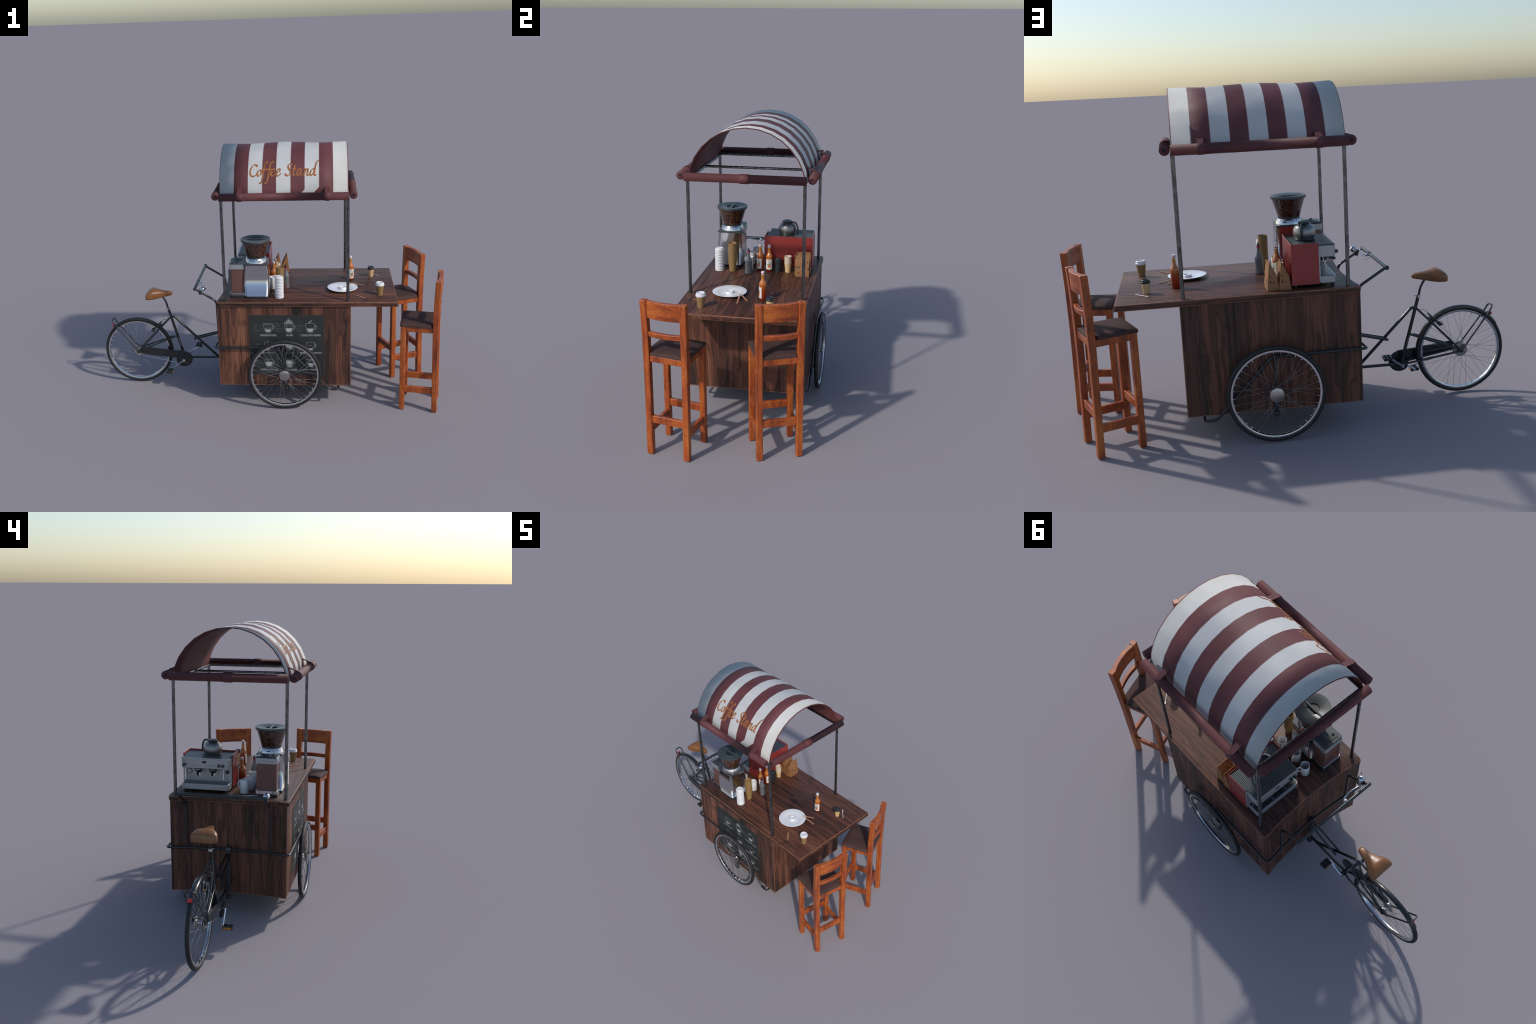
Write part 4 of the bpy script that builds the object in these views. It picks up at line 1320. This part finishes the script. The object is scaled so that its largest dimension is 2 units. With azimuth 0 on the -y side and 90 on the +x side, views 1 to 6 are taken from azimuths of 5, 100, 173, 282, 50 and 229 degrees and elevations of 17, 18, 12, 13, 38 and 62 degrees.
for yy in (0.1940, 0.1190):
    gh = Mesh()
    cx, cy = -0.130 - E_.x, yy - E_.y
    gh.lathe([(0, 0.7530 - E_.z), (0.0165, 0.7530 - E_.z), (0.0165, 0.7400 - E_.z), (0.0185, 0.7390 - E_.z), (0.0185, 0.7330 - E_.z), (0.0140, 0.7310 - E_.z), (0.0120, 0.7235 - E_.z), (0, 0.7230 - E_.z)], 20, (cx, cy, 0), "z", 0, [1, 1, 0, 0, 0, 0, 1])
    gh.tube([(cx - 0.012, cy, 0.734 - E_.z), (cx - 0.024, cy - 0.003, 0.733 - E_.z)], 0.0040, 8, 1)
    gh.tube([(cx - 0.022, cy - 0.003, 0.733 - E_.z), (cx - 0.038, cy - 0.007, 0.729 - E_.z), (cx - 0.050, cy - 0.010, 0.724 - E_.z)], 0.0066, 10, 0)
    gh.box(cx - 0.019, cx + 0.012, cy - 0.0195, cy + 0.0195, 0.7440 - E_.z, 0.7530 - E_.z, 0, 0.002)
    gh.tube([(cx - 0.004, cy + 0.006, 0.725 - E_.z), (cx - 0.006, cy + 0.007, 0.713 - E_.z)], 0.0034, 8, 1)
    gh.tube([(cx - 0.004, cy - 0.006, 0.725 - E_.z), (cx - 0.006, cy - 0.007, 0.713 - E_.z)], 0.0034, 8, 1)
    gh.obj("group_head", es, ["black_plastic", "chrome"], 40)
for yy, ln in ((0.266, 0.685), (0.066, 0.690)):
    sw = Mesh()
    sw.tube(fillet([(-0.112 - E_.x, yy - E_.y, 0.7530 - E_.z), (-0.118 - E_.x, yy - E_.y, 0.735 - E_.z), (-0.128 - E_.x, yy - E_.y, ln - E_.z)], 0.01, 3), 0.0019, 8)
    sw.obj("steam_wand", es, ["chrome"], 50)
Mesh().lathe([(0.0085, -0.100), (0.0085, -0.112), (0.006, -0.114), (0, -0.114)], 16, (-E_.x, 0.0490 - E_.y, 0.7250 - E_.z), "x").obj("steam_knob", es, ["black_plastic"], 40)
Mesh().box(-0.106 - E_.x, -0.100 - E_.x, 0.079 - E_.y, 0.086 - E_.y, 0.722 - E_.z, 0.729 - E_.z, 0, 0.001).obj("water_tap", es, ["chrome"], None)

# ================================================================== CARAFE
kc = thing("coffee_carafe", "round steel coffee carafe with black lid and handle", "carafe", (-0.061, 0.1365, 0.8062))
Mesh().lathe([(0, 0), (0.040, 0), (0.0425, 0.0025), (0.0420, 0.0060), (0.0455, 0.0110), (0.0482, 0.0230), (0.0483, 0.0350), (0.0452, 0.0480), (0.0385, 0.0590), (0.0275, 0.0670), (0.0, 0.0690)], 36).obj("carafe_body", kc, ["carafe"], 50)
Mesh().lathe([(0.0425, 0.0000), (0.0440, 0.0015), (0.0440, 0.0050), (0.0425, 0.0065)], 36).obj("base_band", kc, ["black_plastic"], 50)
Mesh().lathe([(0, 0.0660), (0.0235, 0.0660), (0.0255, 0.0690), (0.0255, 0.0740), (0.0220, 0.0770), (0.0120, 0.0745), (0.0, 0.0740)], 28).obj("carafe_lid", kc, ["black_plastic"], 40)
hdir = Vector((0.36, 0.93, 0)).normalized()
hp = [(0.020, 0.0700), (0.040, 0.0720), (0.052, 0.0690), (0.0625, 0.0510), (0.0655, 0.0250), (0.0600, 0.0120), (0.0440, 0.0130)]
Mesh().tube(bez([tuple(hdir * r + Vector((0, 0, z))) for r, z in hp], 5), 0.0048, 8).obj("handle", kc, ["black_plastic"], 50)
Mesh().tube([tuple(hdir * 0.0400 + Vector((0, 0, 0.058))), tuple(hdir * 0.0490 + Vector((0, 0, 0.035))), tuple(hdir * 0.0470 + Vector((0, 0, 0.010)))], 0.0045, 8).obj("handle_rib", kc, ["black_plastic"], 50)
Mesh().tube([tuple(-hdir * 0.018 + Vector((0, 0, 0.0700))), tuple(-hdir * 0.0315 + Vector((0, 0, 0.0715)))], lambda t: 0.0075 - 0.003 * t, 8, 0, True, False, 0.5).obj("spout", kc, ["black_plastic"], 50)

# ================================================================== MUGS
def mug(x, y, direction):
    m = thing("coffee_mug", "plain white straight-sided porcelain mug", "mug", (x, y, COUNTER), atan2(direction[1], direction[0]))
    Mesh().lathe([(0, 0), (0.0205, 0), (0.0218, 0.0015), (0.0222, 0.0690), (0.0215, 0.0700), (0.0205, 0.0690), (0.0200, 0.0050), (0, 0.0040)], 32).obj("mug_body", m, ["porcelain"], 50)
    Mesh().tube(bez([(0.0210, 0, 0.0580), (0.0330, 0, 0.0575), (0.0375, 0, 0.0440), (0.0340, 0, 0.0270), (0.0205, 0, 0.0190)], 5), 0.0034, 8, 0, True, False, 1.25).obj("mug_handle", m, ["porcelain"], 60)


mug(-0.1300, -0.0450, (0.45, 0.90))
mug(-0.0490, -0.0630, (-0.25, 0.95))
mug(0.0420, -0.0560, (-0.75, 0.66))

# ================================================================== BOTTLES
def wrap_label(parent, name, r, z0, z1, a0, a1, mats, marks=()):
    lab = Mesh()
    lab.lathe([(r, z0), (r, z1)], 14, (0, 0, 0), "z", 0, None, a0, a1)
    # close the paper's thickness
    lab.lathe([(r - 0.0004, z1), (r - 0.0004, z0)], 14, (0, 0, 0), "z", 0, None, a0, a1)
    mid, half = (a0 + a1) / 2, (a1 - a0) / 2
    for u, zc, du, dz, mi in marks:
        pts = []
        for k in range(10):
            t = 2 * pi * k / 10
            a = mid + (u + du * cos(t)) * half
            z = z0 + (zc + dz * sin(t)) * (z1 - z0)
            pts.append(((r + 0.0004) * cos(a), (r + 0.0004) * sin(a), z))
        lab.add(pts, [list(range(10))], mi)
    return lab.obj(name, parent, mats, None)


def sauce_bottle(x, y, facing):
    b = thing("sauce_bottle", "glass bottle of orange-red hot sauce with fruit label", "bottle", (x, y, COUNTER))
    Mesh().lathe([(0, 0), (0.0165, 0), (0.0188, 0.0025), (0.0190, 0.0780), (0.0182, 0.0860), (0.0130, 0.0945), (0.0092, 0.1010), (0.0080, 0.1120), (0.0072, 0.1320), (0.0, 0.1325)], 28).obj("bottle_glass", b, ["sauce"], 60)
    Mesh().lathe([(0, 0.1310), (0.0082, 0.1310), (0.0084, 0.1345), (0.0084, 0.1380), (0.0084, 0.1420), (0.0078, 0.1450), (0, 0.1455)], 20, (0, 0, 0), "z", 0, [0, 0, 1, 0, 0, 0]).obj("bottle_cap", b, ["white_plastic", "label_red"], 40)
    a = atan2(facing[1], facing[0])
    wrap_label(b, "bottle_label", 0.0194, 0.012, 0.068, a - 0.98, a + 0.98, ["label_white", "label_green", "label_orange", "label_red"],
               [(0.02, 0.30, 0.34, 0.14, 2), (-0.28, 0.50, 0.24, 0.10, 1), (0.05, 0.58, 0.10, 0.18, 1), (0.35, 0.48, 0.12, 0.16, 3), (-0.15, 0.82, 0.36, 0.035, 3),
                (0.0, 0.90, 0.22, 0.022, 1), (0.45, 0.70, 0.16, 0.06, 1), (0.5, 0.16, 0.22, 0.04, 1), (-0.45, 0.20, 0.16, 0.03, 3)])


sauce_bottle(0.0470, 0.0060, (0.90, -0.45))
sauce_bottle(0.0530, 0.0560, (0.99, 0.08))
sauce_bottle(0.4950, 0.1000, (0.42, -0.90))

sb = thing("syrup_bottle", "grey syrup bottle with black pour spout", "bottle", (0.1210, -0.0450, COUNTER))
Mesh().lathe([(0, 0), (0.0175, 0), (0.0195, 0.003), (0.0188, 0.008), (0.0188, 0.066), (0.0196, 0.070), (0.0190, 0.077), (0.0125, 0.090), (0.0088, 0.099), (0.0076, 0.112), (0.0072, 0.119), (0, 0.119)], 28).obj("bottle_glass", sb, ["syrup"], 50)
Mesh().lathe([(0, 0.1185), (0.0080, 0.1185), (0.0080, 0.1245), (0, 0.1245)], 18).obj("bottle_seal", sb, ["pink"], 40)
Mesh().lathe([(0, 0.1243), (0.0078, 0.1243), (0.0074, 0.1290), (0.0045, 0.1370), (0.0030, 0.1420), (0, 0.1425)], 16).obj("pour_spout", sb, ["black_plastic"], 40)
wrap_label(sb, "bottle_label", 0.0192, 0.010, 0.062, -1.5 - 1.2, -1.5 + 0.6, ["syrup", "label_red", "grey_mark"], [(-0.1, 0.12, 0.55, 0.09, 1), (0.1, 0.17, 0.30, 0.10, 1), (0.0, 0.62, 0.45, 0.035, 2), (0.0, 0.74, 0.35, 0.02, 2)])

# ================================================================== STACKED LIDS AND CUPS
def lid_mesh(r, h, mat, name):
    m = Mesh().lathe([(0, 0), (r * 0.93, 0), (r * 0.985, h * 0.10), (r, h * 0.28), (r * 0.985, h * 0.42), (r * 0.83, h * 0.50), (r * 0.81, h * 1.05), (r * 0.76, h * 1.25), (r * 0.62, h * 1.22), (r * 0.58, h * 1.08), (0, h * 1.05)], 28)
    o = m.obj(name, None, [mat], 45)
    me = o.data
    bpy.data.objects.remove(o)
    return me


def lid_stack(name, label, x, y, r, h, count, mat, part):
    t = thing(name, label, "cup lids", (x, y, COUNTER))
    me = lid_mesh(r, h, mat, part)
    for i in range(count):
        put(part, me, t, None, (rnd.uniform(-1, 1) * 0.0003, rnd.uniform(-1, 1) * 0.0003, i * h), (0, 0, rnd.uniform(0, 6)))


lid_stack("lid_stack", "stack of white plastic takeaway cup lids", 0.0890, -0.2110, 0.0252, 0.00885, 14, "white_plastic", "cup_lid")
lid_stack("lid_stack", "stack of black plastic takeaway cup lids", 0.0545, 0.1060, 0.0205, 0.00735, 10, "black_plastic", "cup_lid")


def cup_stack(name, label, x, y, rb, rt, h, pitch, count, mats):
    t = thing(name, label, "paper cups", (x, y, COUNTER))
    body = Mesh().lathe([(0, 0), (rb, 0), (rb + (rt - rb) * 0.95, h * 0.95), (rt + 0.0006, h * 0.955), (rt + 0.0010, h * 0.975), (rt + 0.0004, h), (rt - 0.0006, h * 0.985), (rb - 0.001, 0.004), (0, 0.004)], 28)
    o = body.obj("paper_cup", t, [mats[0]], 40)
    low = Mesh().lathe([(rt * 0.955, -pitch), (rt * 0.992, -0.0022), (rt + 0.0008, -0.0021), (rt + 0.0011, -0.0011), (rt + 0.0005, 0), (rt - 0.0008, -0.0005), (rb - 0.002, -h * 0.9), (0, -h * 0.9)], 28)
    me = None
    for i in range(1, count):
        if me is None:
            p = low.obj("paper_cup", t, [mats[1]], 40)
            me = p.data
        else:
            p = put("paper_cup", me, t)
        p.location = (rnd.uniform(-1, 1) * 0.0003, rnd.uniform(-1, 1) * 0.0003, h + i * pitch)


cup_stack("paper_cup_stack", "tall stack of brown kraft paper cups", 0.0900, -0.1390, 0.0165, 0.0222, 0.0490, 0.00675, 17, ["kraft", "kraft"])
cup_stack("paper_cup_stack", "short stack of cream paper cups", 0.0570, 0.1590, 0.0148, 0.0188, 0.0455, 0.0063, 8, ["cream", "cream_pale"])


def takeaway_cup(x, y, rb, rt, h, rl, hl, cup, lidm, label):
    t = thing("takeaway_cup", label, "paper cup", (x, y, COUNTER))
    Mesh().lathe([(0, 0), (rb, 0), (rt, h), (0, h)], 28).obj("paper_cup", t, [cup], 40)
    Mesh().lathe([(0, h - 0.001), (rl * 0.95, h - 0.001), (rl, h + hl * 0.15), (rl * 0.98, h + hl * 0.35), (rl * 0.90, h + hl * 0.45), (rl * 0.86, h + hl * 0.9), (rl * 0.78, h + hl), (rl * 0.66, h + hl * 0.97), (rl * 0.60, h + hl * 0.78), (0, h + hl * 0.75)], 28).obj("cup_lid", t, [lidm], 40)


takeaway_cup(0.6490, -0.1720, 0.0150, 0.0226, 0.0575, 0.0250, 0.0165, "kraft", "white_plastic", "brown paper takeaway cup with white lid")
takeaway_cup(0.6180, 0.1560, 0.0128, 0.0184, 0.0462, 0.0204, 0.0150, "cream", "black_plastic", "cream paper takeaway cup with black lid")

# ================================================================== PAPER BAGS
def paper_bag(x, y, yaw, ht):
    t = thing("paper_bag", "folded kraft paper bag printed with coffee beans", "paper bag", (x, y, COUNTER), yaw)
    w, d = 0.0375, 0.0245
    bm = bmesh.new()
    levels = [(0.0, 1.0, 0.0), (0.018, 1.0, 0.001), (0.060, 0.74, 0.003), (0.092, 0.38, 0.008), (0.105, 0.16, 0.011), (ht, 0.05, 0.0135)]
    rings = []
    for z, k, sh in levels:
        rings.append([bm.verts.new(p) for p in ((-d * k + sh, -w, z), (d * k + sh, -w, z), (d * k + sh, w, z), (-d * k + sh, w, z))])
    # pinch the gussets inwards half way up
    for a, b in zip(rings, rings[1:]):
        for j in range(4):
            bm.faces.new((a[j], a[(j + 1) % 4], b[(j + 1) % 4], b[j]))
    bm.faces.new(rings[0][::-1])
    bm.faces.new(rings[-1])
    Mesh().from_bm(bm).obj("bag_body", t, ["bag"], 25)


paper_bag(0.1000, 0.2410, radians(4), 0.119)
paper_bag(0.0490, 0.2440, radians(1), 0.119)

# ================================================================== PLATE, STICKS, SPOON
pl = thing("dinner_plate", "round white glossy plate with a cup lid in the middle", "plate", (0.4440, -0.0770, COUNTER))
Mesh().lathe([(0, 0.0), (0.046, 0.0), (0.050, 0.0015), (0.0840, 0.0120), (0.0860, 0.0142), (0.0845, 0.0150), (0.0520, 0.0055), (0.0420, 0.0034), (0.0320, 0.0045), (0, 0.0040)], 44).obj("plate_dish", pl, ["plate"], 50)
Mesh().lathe([(0, 0.0035), (0.0215, 0.0035), (0.0222, 0.0055), (0.0205, 0.0085), (0.0185, 0.0135), (0.0165, 0.0150), (0.0140, 0.0140), (0.0125, 0.0115), (0, 0.0110)], 28).obj("cup_lid", pl, ["white_plastic"], 40)


def stir_stick(a, b, z0=0.001, z1=0.001):
    d = Vector((b[0] - a[0], b[1] - a[1], z1 - z0))
    t = thing("stir_stick", "flat pale wooden coffee stirrer", "stirrer", (a[0], a[1], COUNTER + z0), 0)
    t.rotation_euler = (0, -math.asin(d.z / d.length), atan2(d.y, d.x))
    ln = d.length
    w = 0.0042
    ol = [(ln - w + w * cos(q), w * sin(q)) for q in [-pi / 2 + pi * i / 6 for i in range(7)]] + [(w + w * cos(q), w * sin(q)) for q in [pi / 2 + pi * i / 6 for i in range(7)]]
    Mesh().prism(ol, 0, 0.0016, 0, "z").obj("stick_blade", t, ["stick"], None)


stir_stick((0.5160, -0.1810), (0.5660, -0.2330))
stir_stick((0.4790, -0.0130), (0.5350, 0.0310), 0.0135, 0.0)
stir_stick((0.4880, -0.0160), (0.5730, -0.0120), 0.0135, 0.0)
sn = thing("stir_spoon", "thin white plastic stirring spoon", "spoon", (0.6090, 0.2170, COUNTER), atan2(-0.054, 0.055))
Mesh().box(0.010, 0.076, -0.0016, 0.0016, 0.0005, 0.0025, 0, 0.0005).prism([(0.012 * 0.5 + 0.009 * cos(q), 0.0036 * sin(q)) for q in [2 * pi * i / 14 for i in range(14)]], 0.0005, 0.0027, 0, "z").obj("spoon_blade", sn, ["white_plastic"], None)

# ------------------------------------------------------------------ tidy up
for o in list(bpy.data.objects):
    if o.parent is None and o.type == "MESH":
        bpy.data.objects.remove(o)
